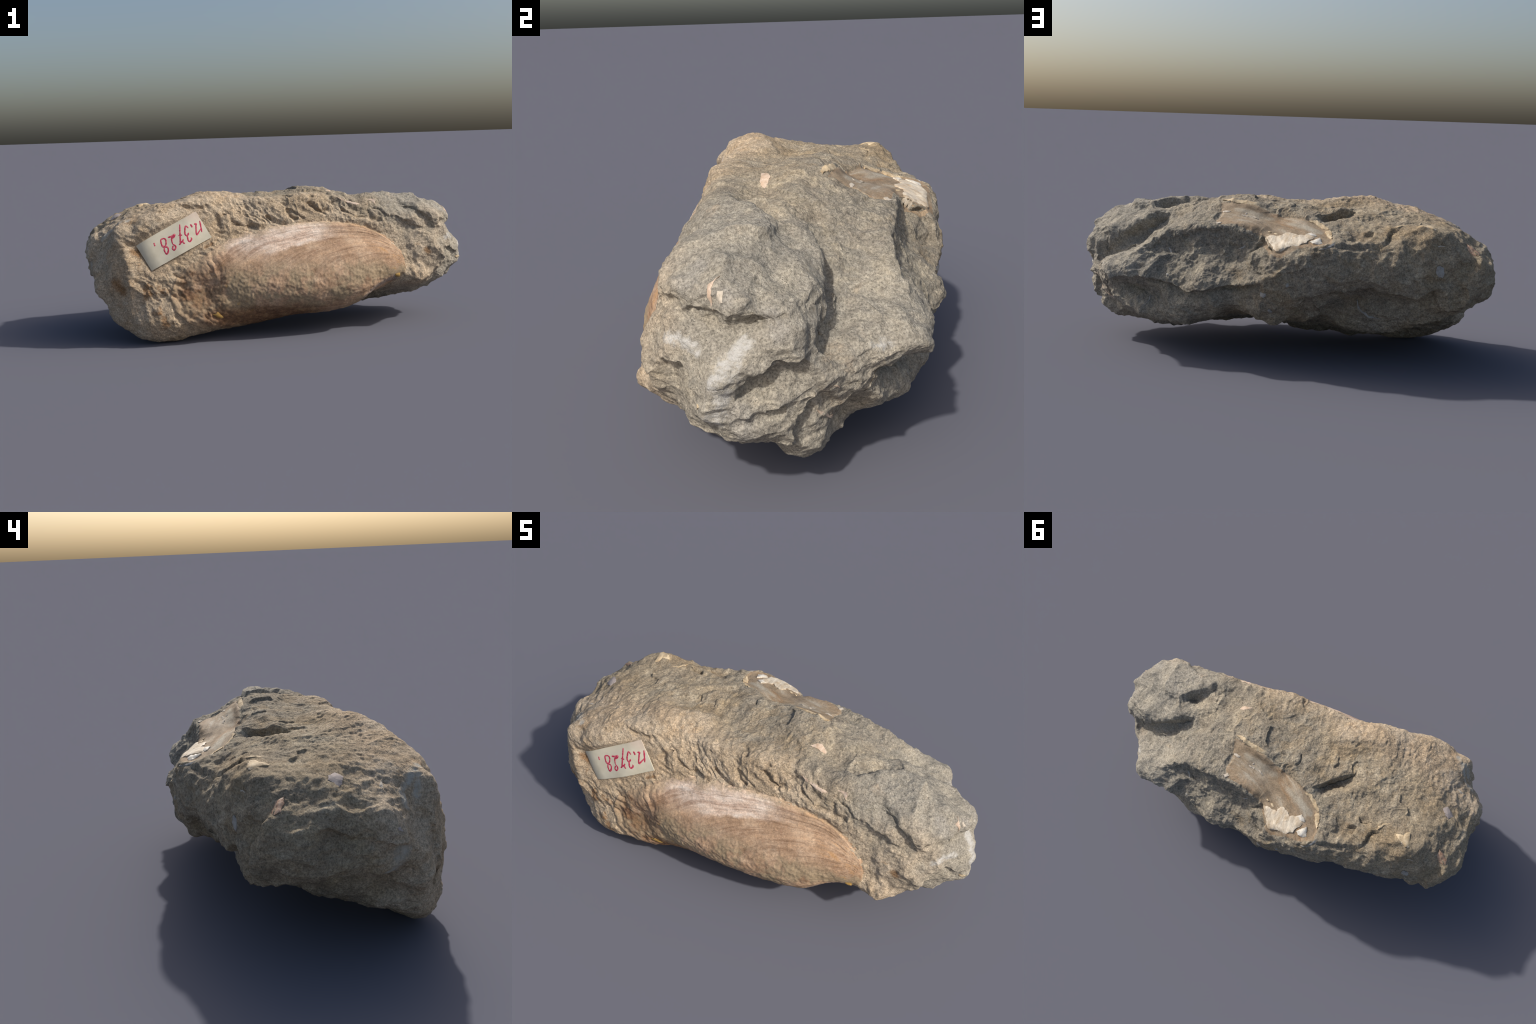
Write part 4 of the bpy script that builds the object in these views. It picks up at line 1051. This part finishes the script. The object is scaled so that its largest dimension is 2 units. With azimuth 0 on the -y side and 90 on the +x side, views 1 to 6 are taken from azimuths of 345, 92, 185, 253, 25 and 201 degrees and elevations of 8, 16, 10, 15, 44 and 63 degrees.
PAPER_UP = .0032
label = sheet("paper_label", 50, 26, on_sheet(), PAPER_UP - .0015, paper_material(), root)

# ------------------------------------------------ handwriting, upside down on it
INK = ink_material()


def pen(name, strokes, width=.0044):
    """Pen strokes given in (u, v) of the paper, as thin raised ribbons of ink."""
    verts, faces = [], []
    for s in strokes:
        s = np.array(s, float)
        t = np.linspace(0, len(s) - 1, 8 * (len(s) - 1) + 1)
        k = np.clip(t.astype(int), 0, len(s) - 2)
        f = t - k
        ext = np.vstack([2 * s[0] - s[1], s, 2 * s[-1] - s[-2]])
        w = spline(f)
        line = sum(w[:, i:i + 1] * ext[k + i] for i in range(4))
        p = label_point(line[:, 0], line[:, 1], PAPER_UP + .0006)
        d = np.gradient(p, axis=0)
        d /= np.maximum(np.linalg.norm(d, axis=1), 1e-9)[:, None]
        up = np.cross(LABEL[1] - LABEL[0], LABEL[3] - LABEL[0])
        up = up / np.linalg.norm(up) * (1 if up[1] < 0 else -1)
        side = np.cross(d, up)
        w = width * (1 + .35 * noise(p, 160, 99)) * (.65 + .35 * np.minimum(1, np.minimum(np.arange(len(p)), np.arange(len(p))[::-1]) / 3))
        o = len(verts)
        for a, b, h in zip(p, side, w):
            verts += [a - b * h - up * .0009, a - b * h * .6, a + b * h * .6, a + b * h - up * .0009]
        for i in range(len(p) - 1):
            for j in range(3):
                q = o + 4 * i + j
                faces.append([q, q + 1, q + 5, q + 4])
    me = bpy.data.meshes.new(name)
    me.from_pydata([tuple(v) for v in verts], [], faces)
    me.update()
    if sum(p.normal.y for p in me.polygons) > 0:
        me.flip_normals()
    me.shade_smooth()
    return link(name, me, INK, label)


pen("ink_letter", [[(.974, .331), (.938, .542), (.911, .696)], [(.929, .578), (.835, .683), (.832, .629), (.881, .431), (.902, .367), (.875, .348)]])
pen("ink_dot", [[(.825, .289), (.825, .345), (.825, .406)]])
pen("ink_digit", [[(.77, .365), (.751, .265), (.707, .379), (.68, .492), (.695, .569), (.737, .502)], [(.695, .569), (.671, .71), (.682, .774), (.724, .733), (.725, .676)]])
pen("ink_digit", [[(.693, .115), (.622, .398), (.557, .656), (.527, .705)], [(.587, .425), (.639, .466)], [(.543, .685), (.592, .654), (.595, .723), (.609, .75)], [(.592, .654), (.623, .604)]])
pen("ink_digit", [[(.445, .303), (.494, .327), (.551, .321), (.523, .39), (.482, .4), (.452, .565)], [(.458, .304), (.49, .335), (.527, .362)], [(.452, .565), (.471, .655), (.463, .726), (.426, .774), (.418, .698), (.448, .624)]])
pen("ink_digit", [[(.393, .26), (.339, .253), (.312, .412), (.322, .506), (.363, .48), (.398, .347), (.393, .26)], [(.312, .412), (.325, .494)], [(.322, .506), (.365, .58), (.347, .702), (.305, .759), (.301, .641), (.321, .537)]])
pen("ink_dot", [[(.231, .226), (.225, .28), (.219, .339)]])
